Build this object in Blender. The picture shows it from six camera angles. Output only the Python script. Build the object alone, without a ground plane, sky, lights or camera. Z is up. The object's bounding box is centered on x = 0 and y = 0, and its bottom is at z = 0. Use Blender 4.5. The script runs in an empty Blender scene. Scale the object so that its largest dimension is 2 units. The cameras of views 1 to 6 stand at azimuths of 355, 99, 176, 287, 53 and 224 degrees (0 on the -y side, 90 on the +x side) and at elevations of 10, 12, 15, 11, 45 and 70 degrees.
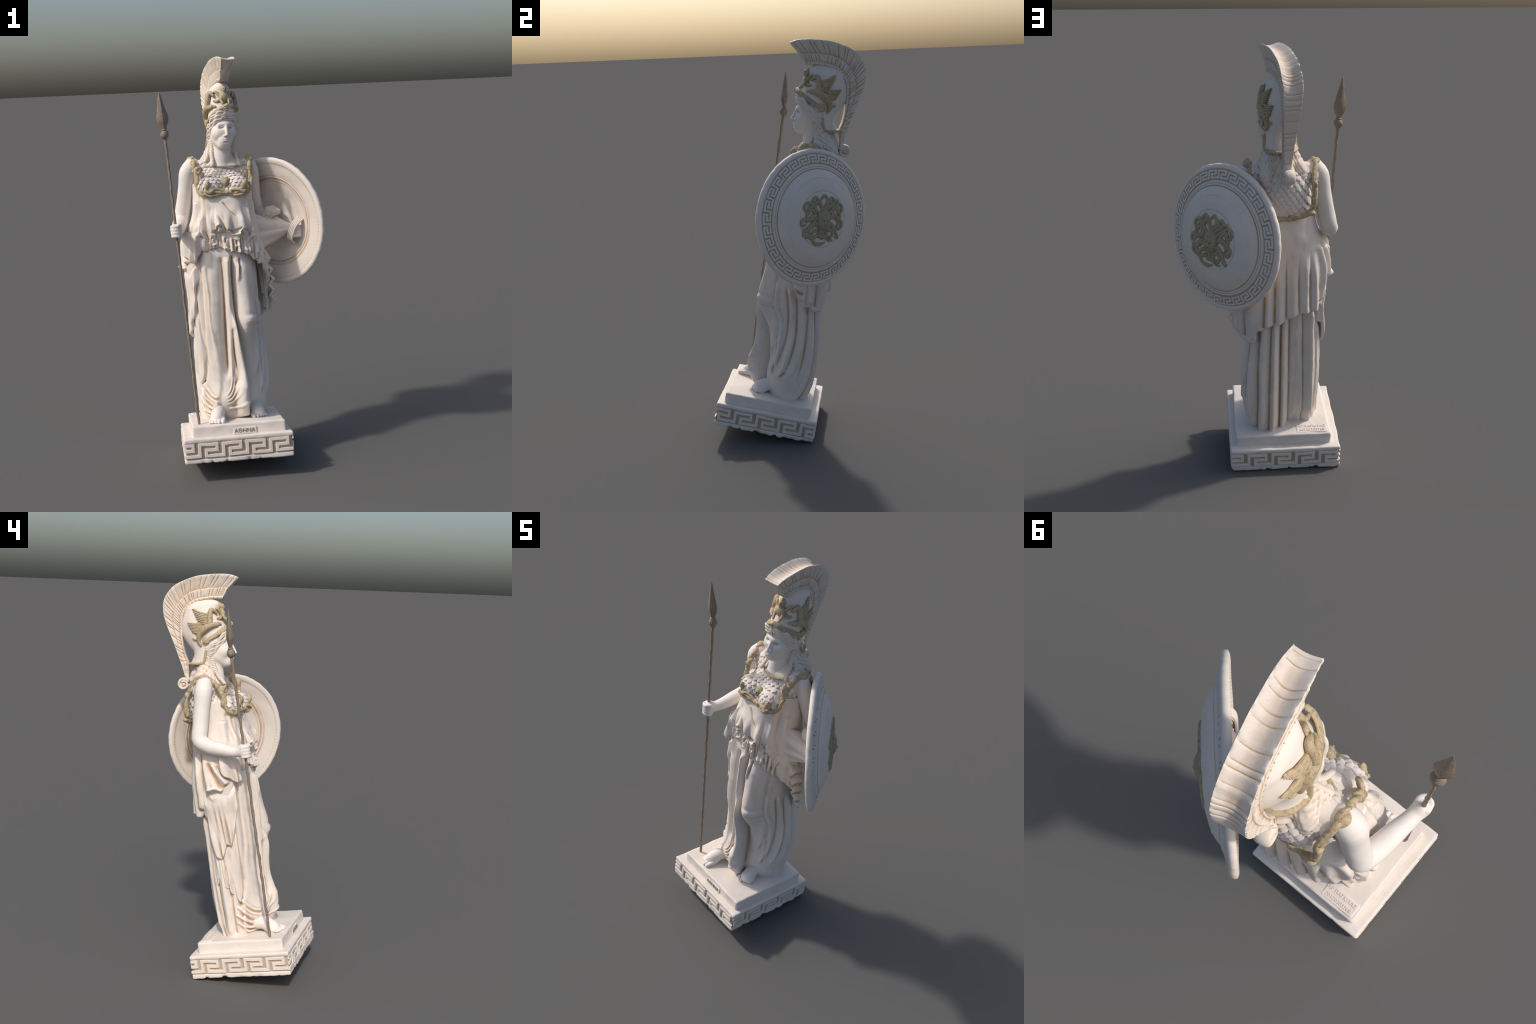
# Armed, helmeted goddess on a square meander plinth (a small cast-marble souvenir statue).
# Everything is modelled in an upright "statue frame" (z up from the plinth's underside) and the
# root empty leans the whole thing backwards, as it stands in the pictures.
import bpy, bmesh, math, random
import numpy as np
from mathutils import Matrix, Vector

random.seed(7)
RNG = np.random.default_rng(7)

# ------------------------------------------------------------------ small maths helpers
def smooth(e0, e1, x):
    t = np.clip((np.asarray(x, float) - e0) / (e1 - e0), 0, 1)
    return t * t * (3 - 2 * t)

def spline(pts, n):
    """Catmull-Rom through control points, n samples evenly spread over the spans."""
    P = np.asarray(pts, float)
    if len(P) == 2:
        t = np.linspace(0, 1, n)[:, None]
        return P[0] * (1 - t) + P[1] * t
    P = np.vstack([2 * P[0] - P[1], P, 2 * P[-1] - P[-2]])
    u = np.linspace(0, len(P) - 3 - 1e-9, n)
    i = u.astype(int)
    t = (u - i)[:, None]
    a, b, c, d = P[i], P[i + 1], P[i + 2], P[i + 3]
    return .5 * ((2 * b) + (c - a) * t + (2 * a - 5 * b + 4 * c - d) * t ** 2 + (3 * b - a - 3 * c + d) * t ** 3)

def table_h(keys, rows, h):
    """Cubic interpolation of rows (sorted keys) at many h: returns len(h) x ncols."""
    keys, rows, h = np.asarray(keys, float), np.asarray(rows, float), np.clip(h, keys[0], keys[-1])
    i = np.clip(np.searchsorted(keys, h, side='right') - 1, 0, len(keys) - 2)
    d = np.gradient(rows, keys, axis=0)
    k = (keys[i + 1] - keys[i])
    t = ((h - keys[i]) / k)[..., None]
    k = k[..., None]
    return ((2 * t ** 3 - 3 * t ** 2 + 1) * rows[i] + (t ** 3 - 2 * t ** 2 + t) * k * d[i]
            + (-2 * t ** 3 + 3 * t ** 2) * rows[i + 1] + (t ** 3 - t ** 2) * k * d[i + 1])

def ring_interp(vals, th):
    """vals[..., m] given at m equal angles round the ring; periodic cubic at th (radians), same leading shape."""
    m = vals.shape[-1]
    u = (th / (2 * np.pi) * m) % m
    i = np.floor(u).astype(int) % m
    t = u - np.floor(u)
    g = lambda k: np.take_along_axis(vals, ((i + k) % m)[..., None], -1)[..., 0]
    a, b, c, d = g(-1), g(0), g(1), g(2)
    return .5 * ((2 * b) + (c - a) * t + (2 * a - 5 * b + 4 * c - d) * t ** 2 + (3 * b - a - 3 * c + d) * t ** 3)

def wob(P, f, seed=0, octaves=3):
    """cheap smooth noise, roughly -1..1"""
    r = np.random.default_rng(seed)
    out, amp, tot = 0., 1., 0.
    for o in range(octaves):
        for _ in range(4):
            k = r.normal(size=3); k /= np.linalg.norm(k)
            out = out + amp * np.sin(P @ k * f * 2 ** o * r.uniform(.7, 1.4) + r.uniform(0, 6.28))
        tot += amp * 2.2; amp *= .5
    return out / tot

def line_dist(A, H, line):
    """distance from points (A,H) to a polyline, and the 0..1 position along it"""
    L = np.asarray(line, float)
    seg = np.hypot(*(L[1:] - L[:-1]).T); cum = np.r_[0, np.cumsum(seg)]
    best = np.full(A.shape, 1e9); pos = np.zeros(A.shape)
    for i in range(len(L) - 1):
        v = L[i + 1] - L[i]
        t = np.clip(((A - L[i, 0]) * v[0] + (H - L[i, 1]) * v[1]) / (v @ v + 1e-12), 0, 1)
        d = np.hypot(A - L[i, 0] - t * v[0], H - L[i, 1] - t * v[1])
        m = d < best
        best = np.where(m, d, best); pos = np.where(m, (cum[i] + t * seg[i]) / cum[-1], pos)
    return best, pos

# ------------------------------------------------------------------ materials
MATS = {}
def mat(name, base, crease=None, spot=None, rough=.62, grain=.0015, crease_at=(.468, .4985), streak=.35, bump=.25, wash=0., grime=None):
    if name in MATS: return MATS[name]
    m = bpy.data.materials.new(name); m.use_nodes = True
    nt = m.node_tree; N = nt.nodes; L = nt.links
    bsdf = N["Principled BSDF"]
    tc = N.new("ShaderNodeTexCoord")
    def noise(scale, detail=4, rough_=.55):
        n = N.new("ShaderNodeTexNoise"); n.inputs["Scale"].default_value = scale
        n.inputs["Detail"].default_value = detail; n.inputs["Roughness"].default_value = rough_
        L.new(tc.outputs["Object"], n.inputs["Vector"]); return n.outputs["Fac"]
    def ramp(fac, p0, p1, c0=(0, 0, 0, 1), c1=(1, 1, 1, 1)):
        r = N.new("ShaderNodeValToRGB"); r.color_ramp.elements[0].position = p0; r.color_ramp.elements[1].position = p1
        r.color_ramp.elements[0].color = c0; r.color_ramp.elements[1].color = c1
        L.new(fac, r.inputs[0]); return r.outputs[0]
    def mix(fac, a, b):
        x = N.new("ShaderNodeMix"); x.data_type = 'RGBA'
        if isinstance(fac, (int, float)): x.inputs[0].default_value = fac
        else: L.new(fac, x.inputs[0])
        for s, v in ((6, a), (7, b)):
            if isinstance(v, tuple): x.inputs[s].default_value = (*v, 1)
            else: L.new(v, x.inputs[s])
        return x.outputs[2]
    def math_(op, a, b):
        x = N.new("ShaderNodeMath"); x.operation = op; x.use_clamp = True
        for s, v in ((0, a), (1, b)):
            if isinstance(v, (int, float)): x.inputs[s].default_value = v
            else: L.new(v, x.inputs[s])
        return x.outputs[0]
    dark = tuple(c * .93 for c in base); warm = (base[0], base[1] * .95, base[2] * .89)
    col = mix(ramp(noise(9), .35, .7), base, dark)
    col = mix(math_('MULTIPLY', ramp(noise(23, 5), .5, .75), streak), col, warm)
    if wash:                       # antique wash run down the cloth in long streaks
        mp = N.new("ShaderNodeMapping"); mp.inputs["Scale"].default_value = (1, 1, .12); L.new(tc.outputs["Object"], mp.inputs["Vector"])
        nz = N.new("ShaderNodeTexNoise"); nz.inputs["Scale"].default_value = 48; nz.inputs["Detail"].default_value = 5; L.new(mp.outputs[0], nz.inputs["Vector"])
        col = mix(math_('MULTIPLY', math_('MULTIPLY', ramp(nz.outputs["Fac"], .5, .72), ramp(noise(7, 3), .4, .65)), wash), col, crease)
    if spot:
        col = mix(math_('MULTIPLY', ramp(noise(60, 5, .7), .56, .72), .7), col, spot)
    if grime:                      # dark antiquing rubbed into the gilding
        col = mix(math_('MULTIPLY', ramp(noise(85, 6, .7), .5, .66), .8), col, grime)
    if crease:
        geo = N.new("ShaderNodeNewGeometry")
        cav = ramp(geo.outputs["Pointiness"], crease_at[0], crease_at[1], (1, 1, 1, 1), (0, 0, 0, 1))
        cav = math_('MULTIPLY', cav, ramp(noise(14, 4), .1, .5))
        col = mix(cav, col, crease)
    L.new(col, bsdf.inputs["Base Color"])
    bsdf.inputs["Roughness"].default_value = rough
    bsdf.inputs["Specular IOR Level"].default_value = .25
    b = N.new("ShaderNodeBump"); b.inputs["Strength"].default_value = bump; b.inputs["Distance"].default_value = grain
    L.new(noise(160, 4, .6), b.inputs["Height"]); L.new(b.outputs[0], bsdf.inputs["Normal"])
    MATS[name] = m
    return m

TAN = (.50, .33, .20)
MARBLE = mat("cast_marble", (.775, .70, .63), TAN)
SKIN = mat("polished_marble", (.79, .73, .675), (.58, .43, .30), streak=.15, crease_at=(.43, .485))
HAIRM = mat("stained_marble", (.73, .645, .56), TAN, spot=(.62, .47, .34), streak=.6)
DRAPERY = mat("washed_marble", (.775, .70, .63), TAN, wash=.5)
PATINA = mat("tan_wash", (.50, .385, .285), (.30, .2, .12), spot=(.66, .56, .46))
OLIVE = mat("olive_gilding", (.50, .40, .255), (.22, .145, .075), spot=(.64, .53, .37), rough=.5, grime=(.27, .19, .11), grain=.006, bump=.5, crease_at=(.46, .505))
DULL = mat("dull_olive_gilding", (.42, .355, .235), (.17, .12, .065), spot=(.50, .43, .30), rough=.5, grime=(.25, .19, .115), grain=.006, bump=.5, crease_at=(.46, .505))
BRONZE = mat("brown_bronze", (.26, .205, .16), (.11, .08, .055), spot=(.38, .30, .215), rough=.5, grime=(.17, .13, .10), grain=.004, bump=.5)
EYEM = mat("stained_eye", (.52, .43, .35), streak=.2)  # eyes in darker marble, stained by the brown wash
INK = mat("lettering_paint", (.20, .175, .12), rough=.6)

# ------------------------------------------------------------------ scene graph
def tilt():
    X = Vector((.99972, .0235, 0)); Y = Vector((-.0285, .980, -.1955)); Y -= X * X.dot(Y); X.normalize(); Y.normalize()
    U = X.cross(Y)
    return Matrix(((X.x, Y.x, U.x, -.104), (X.y, Y.y, U.y, -.144), (X.z, Y.z, U.z, .0505), (0, 0, 0, 1)))

ROOT = bpy.data.objects.new("goddess_statue", None)
bpy.context.scene.collection.objects.link(ROOT)
ROOT.matrix_world = tilt()
ROOT["label"] = "white marble statue of an armed helmeted goddess with spear and round shield"
ROOT["category"] = "statue"

def put(name, me, parent=None, material=None, auto=None):
    o = bpy.data.objects.new(name, me)
    bpy.context.scene.collection.objects.link(o)
    o.parent = parent or ROOT
    if material and not me.materials: me.materials.append(material)
    return o

def mesh(name, V, F, smooth_=True, angle=None):
    me = bpy.data.meshes.new(name)
    V = np.asarray(V, np.float32)
    if isinstance(F, np.ndarray):
        k = F.shape[1]
        me.vertices.add(len(V)); me.vertices.foreach_set("co", V.ravel())
        me.loops.add(F.size); me.loops.foreach_set("vertex_index", F.astype(np.int32).ravel())
        me.polygons.add(len(F)); me.polygons.foreach_set("loop_start", np.arange(0, F.size, k, dtype=np.int32))
        me.update(calc_edges=True); me.validate()
    else:
        me.from_pydata([tuple(map(float, v)) for v in V], [], F)
    bm = bmesh.new(); bm.from_mesh(me); bmesh.ops.recalc_face_normals(bm, faces=bm.faces); bm.to_mesh(me); bm.free()
    me.polygons.foreach_set("use_smooth", np.full(len(me.polygons), smooth_))
    if angle: me.set_sharp_from_angle(angle=math.radians(angle))
    me.update()
    return me

def grid_faces(n, m, wrap_n=False, wrap_m=False, off=0):
    i = np.arange(n if wrap_n else n - 1); j = np.arange(m if wrap_m else m - 1)
    I, J = np.meshgrid(i, j, indexing='ij'); I2, J2 = (I + 1) % n, (J + 1) % m
    return np.stack([I * m + J, I2 * m + J, I2 * m + J2, I * m + J2], -1).reshape(-1, 4) + off

def merge(parts):
    V, F, o = [], [], 0
    for v, f in parts:
        V.append(np.asarray(v, float)); F.append(np.asarray(f) + o); o += len(v)
    return np.vstack(V), np.vstack(F)

def tube_geo(pts, rad, n=24, ring=14, flat=1., up=(0, 0, 1), shape=None, roll=0.):
    """Swept tube. rad: radii at the control points (or pairs a,b). Returns V, quads with pinched caps."""
    P = spline(pts, n); R = np.asarray(rad, float)
    if R.ndim == 0: R = np.full(len(pts), float(R))
    if R.ndim == 1: R = np.stack([R, R * flat], 1)
    R = np.maximum(spline(R, n), 1e-4) if len(R) > 2 else spline(R, n)
    T = np.gradient(P, axis=0); T /= np.linalg.norm(T, axis=1)[:, None] + 1e-12
    u = np.asarray(up, float); A = []
    a = u - T[0] * (T[0] @ u)
    if np.linalg.norm(a) < 1e-3: a = np.array([1., .2, .1]) - T[0] * (T[0] @ [1., .2, .1])
    for t in T:
        a = a - t * (a @ t); a = a / np.linalg.norm(a); A.append(a.copy())
    A = np.array(A); B = np.cross(T, A)
    ph = np.linspace(0, 2 * np.pi, ring, endpoint=False)
    ph = ph[None, :] + (roll * np.linspace(0, 1, n))[:, None]
    V = P[:, None] + (np.cos(ph) * R[:, 1:2])[..., None] * A[:, None] + (np.sin(ph) * R[:, 0:1])[..., None] * B[:, None]
    # rounded caps: extra shrinking rings
    rows = [P[0] - T[0] * R[0].mean() * .55 + (V[0] - P[0]) * .05, P[0] - T[0] * R[0].mean() * .4 + (V[0] - P[0]) * .62]
    end = [P[-1] + T[-1] * R[-1].mean() * .4 + (V[-1] - P[-1]) * .62, P[-1] + T[-1] * R[-1].mean() * .55 + (V[-1] - P[-1]) * .05]
    V = np.concatenate([np.array(rows), V, np.array(end)])
    return V.reshape(-1, 3), grid_faces(n + 4, ring, wrap_m=True)

def ball_geo(c, r, axes=None, nu=20, nv=12):
    r = np.broadcast_to(np.asarray(r, float), (3,))
    v = np.linspace(.02, np.pi - .02, nv); u = np.linspace(0, 2 * np.pi, nu, endpoint=False)
    S = np.stack([np.sin(v)[:, None] * np.cos(u), np.sin(v)[:, None] * np.sin(u), np.cos(v)[:, None] * np.ones_like(u)], -1) * r
    if axes is not None: S = S @ np.asarray(axes, float)
    return S.reshape(-1, 3) + np.asarray(c), grid_faces(nv, nu, wrap_m=True)

# ------------------------------------------------------------------ implicit (signed distance) modelling
def surface_nets(f, lo, hi, step):
    lo, hi = np.asarray(lo, float), np.asarray(hi, float)
    n = np.ceil((hi - lo) / step).astype(int) + 1
    ax = [lo[k] + step * np.arange(n[k]) for k in range(3)]
    G = np.stack(np.meshgrid(*ax, indexing='ij'), -1)
    D = f(G.reshape(-1, 3)).reshape(n)
    ins = D < 0
    c = [ins[a:n[0] - 1 + a, b:n[1] - 1 + b, d:n[2] - 1 + d] for a in (0, 1) for b in (0, 1) for d in (0, 1)]
    s = sum(x.astype(int) for x in c)
    act = (s > 0) & (s < 8)
    idx = np.full(act.shape, -1); cells = np.argwhere(act); idx[act] = np.arange(len(cells))
    acc = np.zeros((len(cells), 3)); cnt = np.zeros(len(cells))
    corners = [(a, b, d) for a in (0, 1) for b in (0, 1) for d in (0, 1)]
    for p in range(8):
        for q in range(p + 1, 8):
            A, B = np.array(corners[p]), np.array(corners[q])
            if np.abs(A - B).sum() != 1: continue
            da, db = D[tuple((cells + A).T)], D[tuple((cells + B).T)]
            m = (da < 0) != (db < 0)
            t = np.where(m, da / np.where(m, da - db, 1), 0)
            acc += np.where(m[:, None], A + (B - A) * t[:, None], 0); cnt += m
    V = lo + step * (cells + acc / cnt[:, None])
    F = []
    for k in range(3):
        i, j = (k + 1) % 3, (k + 2) % 3
        sl0 = [slice(None)] * 3; sl1 = [slice(None)] * 3
        sl0[k] = slice(0, -1); sl1[k] = slice(1, None)
        a, b = ins[tuple(sl0)], ins[tuple(sl1)]
        E = np.argwhere(a != b)
        E = E[(E[:, i] > 0) & (E[:, j] > 0) & (E[:, i] < n[i] - 1) & (E[:, j] < n[j] - 1)]
        q = []
        for oi, oj in ((1, 1), (0, 1), (0, 0), (1, 0)):
            C = E.copy(); C[:, i] -= oi; C[:, j] -= oj; q.append(idx[tuple(C.T)])
        Q = np.stack(q, 1)
        flip = a[tuple(E.T)] == False
        Q[flip] = Q[flip][:, ::-1]
        F.append(Q)
    return V, np.vstack(F)

def ell(p, c, r):
    q = (p - np.asarray(c)) / np.asarray(r); k = np.linalg.norm(q, axis=-1)
    g = np.linalg.norm(q / np.asarray(r), axis=-1)
    return k * (k - 1) / np.maximum(g, 1e-9)

def cap(p, a, b, ra, rb):
    a, b = np.asarray(a, float), np.asarray(b, float); v = b - a
    t = np.clip((p - a) @ v / (v @ v), 0, 1)
    return np.linalg.norm(p - a - t[:, None] * v, axis=1) - (ra + (rb - ra) * t)

def chain(p, pts, rad, n=12, k=.0):
    P = spline(pts, n); R = spline(np.asarray(rad, float)[:, None], n)[:, 0]
    d = cap(p, P[0], P[1], R[0], R[1])
    for i in range(1, n - 1):
        d = np.minimum(d, cap(p, P[i], P[i + 1], R[i], R[i + 1]))
    return d

def su(a, b, k):
    h = np.clip(.5 + .5 * (b - a) / k, 0, 1)
    return b * (1 - h) + a * h - k * h * (1 - h)

def sd(a, b, k):  # subtract b from a, smoothly
    return -su(-a, b, k)

# ------------------------------------------------------------------ cloth: polar shells with folds
SIDE = {'F': (0, (0, -1)), 'B': (0, (0, 1)), 'R': (1, (1, 0)), 'L': (1, (-1, 0))}

def fold(side, pts, w, amp, taper=(.08, .08), n=24, sharp=2.):
    """a fold line seen square-on from one side: pts are (x or y, height); amp > 0 ridge, < 0 furrow"""
    return (side, spline(pts, n), w, amp, taper, sharp)

def apply_folds(V, C, folds, weight=None):
    """push points out from (or in to) the vertical axis C along the folds"""
    rad = V[:, :2] - C; rl = np.linalg.norm(rad, axis=1); rad = rad / rl[:, None]
    out = np.zeros(len(V))
    for side, line, w, amp, taper, sharp in folds:
        ax, d = SIDE[side]
        face = rad @ np.asarray(d)
        wmax = np.max(w) if np.ndim(w) else w
        lo, hi = line.min(0) - 3 * wmax, line.max(0) + 3 * wmax
        m = np.flatnonzero((face > .05) & (V[:, ax] > lo[0]) & (V[:, ax] < hi[0]) & (V[:, 2] > lo[1]) & (V[:, 2] < hi[1]))
        if not len(m): continue
        dist, pos = line_dist(V[m, ax], V[m, 2], line)
        ww = np.interp(pos, np.linspace(0, 1, len(w)), w) if np.ndim(w) else w
        aa = np.interp(pos, np.linspace(0, 1, len(amp)), amp) if np.ndim(amp) else amp
        e = np.ones(len(m))
        if taper[0] > 0: e *= smooth(-.001, taper[0], pos)
        if taper[1] > 0: e *= smooth(-.001, taper[1], 1 - pos)
        out[m] += aa * np.exp(-(dist / ww) ** sharp) * e * smooth(.05, .45, face[m])
    if weight is not None: out = out * weight
    V = V.copy(); V[:, :2] += rad * out[:, None]
    return V

def cloth_geo(C, hs, rows, top, hem, folds=(), thick=.012, nth=480, nh=300, th0=0., th1=360., ripple=None, noise=.0012, seed=3, power=1.):
    """shell round axis C: rows give radii at equal angles (0 = front, 90 = +x) for the heights hs;
    top and hem are lists of (angle, height). Closed ring when th1-th0 = 360, else an open patch."""
    C = np.asarray(C, float); full = abs(th1 - th0 - 360) < 1e-6
    th = np.radians(np.linspace(th0, th1, nth, endpoint=not full))
    deg = np.degrees(th)
    def edge(e):
        if np.isscalar(e): return np.full(nth, float(e))
        e = np.asarray(e, float)
        if full: e = np.vstack([e - [360, 0], e, e + [360, 0]])
        return np.interp(deg, e[:, 0], e[:, 1])
    T, H = edge(top), edge(hem)
    if full or True:
        k = 2
        for _ in range(2):
            if full: H = (np.roll(H, 1) + 2 * H + np.roll(H, -1)) / 4
    s = np.linspace(0, 1, nh) ** power
    Hh = T[:, None] + (H - T)[:, None] * s[None, :]
    TH = np.broadcast_to(th[:, None], Hh.shape)
    order = np.argsort(hs)
    R = ring_interp(table_h(np.asarray(hs)[order], np.asarray(rows)[order], Hh.ravel()), TH.ravel()).reshape(Hh.shape)
    if ripple is not None: R = R + ripple(np.degrees(TH), Hh, np.broadcast_to(s[None, :], Hh.shape))
    V = np.stack([C[0] + R * np.sin(TH), C[1] - R * np.cos(TH), Hh], -1).reshape(-1, 3)
    V = apply_folds(V, C, folds)
    rad = V[:, :2] - C; rl = np.linalg.norm(rad, axis=1)
    V[:, :2] += rad / rl[:, None] * (noise * wob(V, 42, seed))[:, None]
    V = V.reshape(nth, nh, 3)
    # rounded lip and inner wall
    rad = V[..., :2] - C; rl = np.linalg.norm(rad, axis=-1, keepdims=True); u = rad / rl
    lip = []
    last = V[:, -1]; ul = u[:, -1]
    for a in (.35, .7, .95):
        q = last.copy(); q[:, 2] -= thick * .35 * math.sin(a * math.pi); q[:, :2] -= ul * thick * a; lip.append(q)
    inner = V[:, ::-1].copy()[:, ::max(1, nh // 12)]
    iu = u[:, ::-1][:, ::max(1, nh // 12)]
    inner[..., :2] -= iu * thick
    A = np.concatenate([V, np.stack(lip, 1), inner], 1)
    m = A.shape[1]
    F = grid_faces(nth, m, wrap_n=full, wrap_m=True)
    if not full:  # close the two side edges with fans of quads between outer and inner is unneeded: pinch them instead
        for e, nb in ((0, 1), (-1, -2)):
            mid = A[e].mean(0)
            A[e, nh:] = A[e, nh:] * .5 + .5 * A[e][np.clip(nh - 1 - (np.arange(m - nh) * (nh / max(1, m - nh))).astype(int), 0, nh - 1)]
    return A.reshape(-1, 3), F


# ================================================================== PEDESTAL
def ribbon(line, w, mapf, height, sub=.02, cham=.78, close=True):
    """raised strip with mitred right-angle corners along a 2D polyline; mapf(u, v, lift) -> xyz"""
    L = np.asarray(line, float); n = len(L)
    pts, nor = [], []
    for i in range(n):
        d0 = L[i] - L[i - 1] if i else L[1] - L[0]
        d1 = L[i + 1] - L[i] if i < n - 1 else L[-1] - L[-2]
        d0 = d0 / np.linalg.norm(d0); d1 = d1 / np.linalg.norm(d1)
        n0, n1 = np.array([-d0[1], d0[0]]), np.array([-d1[1], d1[0]])
        m = n0 + n1; m = m / (m @ n0)
        pts.append(L[i]); nor.append(m)
    P, M = [pts[0]], [nor[0]]
    for i in range(n - 1):
        k = max(1, int(np.linalg.norm(L[i + 1] - L[i]) / sub))
        for t in np.arange(1, k + 1) / k:
            P.append(pts[i] * (1 - t) + pts[i + 1] * t); M.append(nor[i] * (1 - t) + nor[i + 1] * t if t < 1 else nor[i + 1])
            if 0 < t < 1:  # keep the strip's sides straight between mitres
                d = L[i + 1] - L[i]; d = d / np.linalg.norm(d); q = np.array([-d[1], d[0]])
                along = ((nor[i] * (1 - t) + nor[i + 1] * t) @ d)
                M[-1] = q + d * along * 0
    P, M = np.array(P), np.array(M)
    sec = [(-.5, -.002), (-.5 * cham, height), (.5 * cham, height), (.5, -.002)]
    V = np.array([[mapf(*(P[i] + M[i] * w * a), h) for a, h in sec] for i in range(len(P))])
    F = grid_faces(len(P), 4, wrap_m=True)
    e = (len(P) - 1) * 4
    F = np.vstack([F, [[0, 1, 2, 3]], [[e + 3, e + 2, e + 1, e]]])
    return V.reshape(-1, 3), F

KEY = [(0, 0), (0, 1), (.72, 1), (.72, .5), (.27, .5), (.27, 0), (1, 0)]
def meander(count, start=0.):
    out = []
    for k in range(count):
        out += [(start + k + u, v) for u, v in (KEY[:-1] if k < count - 1 else KEY)]
    return np.array(out)

def slab_geo(lo, hi, r, step=.006, rough=.0016, seed=1, chip=0.):
    lo, hi = np.asarray(lo, float), np.asarray(hi, float); c, h = (lo + hi) / 2, (hi - lo) / 2
    def f(p):
        q = np.abs(p - c) - (h - r)
        d = np.linalg.norm(np.maximum(q, 0), axis=1) + np.minimum(q.max(1), 0) - r
        d = d + rough * wob(p, 38, seed)
        if chip:
            edge = smooth(.02, .0, p[:, 2] - lo[2]) * smooth(.03, 0., -(np.maximum(q[:, 0], q[:, 1])))
            d = d + chip * edge * np.maximum(0, wob(p * [1, 1, .3], 120, seed + 5) - .15)
        return d
    return surface_nets(f, lo - .02, hi + .02, step)

V, F = slab_geo((-.2555, -.2515, .012), (.2555, .2515, .104), .004, rough=.001, seed=2)
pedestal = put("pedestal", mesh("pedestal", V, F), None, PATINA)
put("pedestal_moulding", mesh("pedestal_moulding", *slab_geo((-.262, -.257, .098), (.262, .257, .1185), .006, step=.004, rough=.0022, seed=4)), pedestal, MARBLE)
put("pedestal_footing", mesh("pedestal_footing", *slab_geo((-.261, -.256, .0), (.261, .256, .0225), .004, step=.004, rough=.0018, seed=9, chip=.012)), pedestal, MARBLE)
put("pedestal_step", mesh("pedestal_step", *slab_geo((-.218, -.223, .108), (.234, .219, .1725), .007, step=.005, rough=.0022, seed=12)), pedestal, MARBLE)
# meander strips on the four faces, two fillets each
H0, H1, WS = .035, .0885, .0158
faces = [((-.262, -.2535), (1, 0), (0, -1), .524, .35), ((.2575, -.257), (0, 1), (1, 0), .514, .1),
         ((.262, .2535), (-1, 0), (0, 1), .524, .25), ((-.2575, .257), (0, -1), (-1, 0), .514, .45)]
parts = []
for (ox, oy), (ux, uy), (nx, ny), width, ph in faces:
    W = .1135
    jit = RNG.normal(0, .0012, 2000)
    def face_map(u, v, lift):
        return (ox + ux * u + nx * lift, oy + uy * u + ny * lift, v + .0012 * math.sin(31 * u + 3 * ox) + .0006 * math.sin(90 * u))
    line = meander(7, -ph) * [W, H1 - H0] + [0, H0]
    keep, cur = [], []
    for a, b in zip(line[:-1], line[1:]):   # clip the endless key to the face
        a2, b2 = a.copy(), b.copy()
        a2[0], b2[0] = np.clip(a2[0], .004, width - .004), np.clip(b2[0], .004, width - .004)
        if np.allclose(a2, b2) or (a2[0] == b2[0] and a2[0] in (.004, width - .004) and abs(a[0] - b[0]) < 1e-9 and not (.004 < a[0] < width - .004)):
            if len(cur) > 1: keep.append(cur)
            cur = []
            continue
        if not cur: cur = [a2]
        cur.append(b2)
    if len(cur) > 1: keep.append(cur)
    for c in keep: parts.append(ribbon(c, WS, face_map, .0056, sub=.012))
me = mesh("meander_border", *merge(parts), smooth_=False)
put("meander_border", me, pedestal, MARBLE)

# name plaque on the front of the step and its lettering; a small inscribed tablet on the back of the step's top
def text_mesh(name, body, size, depth, M, spacing=1.):
    cu = bpy.data.curves.new(name, 'FONT'); cu.body = body; cu.size = size; cu.extrude = depth
    cu.align_x = 'CENTER'; cu.align_y = 'CENTER'; cu.space_character = spacing; cu.bevel_depth = 0; cu.resolution_u = 4
    o = bpy.data.objects.new(name, cu); bpy.context.scene.collection.objects.link(o)
    bpy.context.view_layer.update()
    me = bpy.data.meshes.new_from_object(o.evaluated_get(bpy.context.evaluated_depsgraph_get()))
    me.transform(M); me.name = name
    bpy.data.objects.remove(o); bpy.data.curves.remove(cu)
    return me

def box_geo(lo, hi):
    x0, y0, z0 = lo; x1, y1, z1 = hi
    V = [(x0, y0, z0), (x1, y0, z0), (x1, y1, z0), (x0, y1, z0), (x0, y0, z1), (x1, y0, z1), (x1, y1, z1), (x0, y1, z1)]
    return np.array(V), np.array([[0, 3, 2, 1], [4, 5, 6, 7], [0, 1, 5, 4], [1, 2, 6, 5], [2, 3, 7, 6], [3, 0, 4, 7]])

plaque = put("name_plaque", mesh("name_plaque", *slab_geo((-.022, -.2262, .119), (.092, -.215, .153), .003, step=.003, rough=.0008)), pedestal, MARBLE)
M = Matrix.Translation((.033, -.2265, .1355)) @ Matrix.Rotation(math.pi / 2, 4, 'X')
put("lettering", text_mesh("lettering", "A\u0398HNA", .027, .0012, M, 1.05), plaque, INK)
tab = put("maker_tablet", mesh("maker_tablet", *slab_geo((-.205, .148, .160), (-.055, .207, .1765), .003, step=.003, rough=.0008)), pedestal, MARBLE)
for row, body in ((.163, "AP \u03a0A\u0393KITA\u03a3"), (.19, "20120303768")):
    M = Matrix.Translation((-.13, row, .177)) @ Matrix.Rotation(math.pi, 4, 'Z')
    put("lettering", text_mesh("lettering", body, .021, .0012, M, 1.05), tab, HAIRM)

# ================================================================== DRESS
CS = np.array([0., .02])
SK_H = [.165, .20, .26, .37, .50, .64, .80, 1.00, 1.06]
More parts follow.
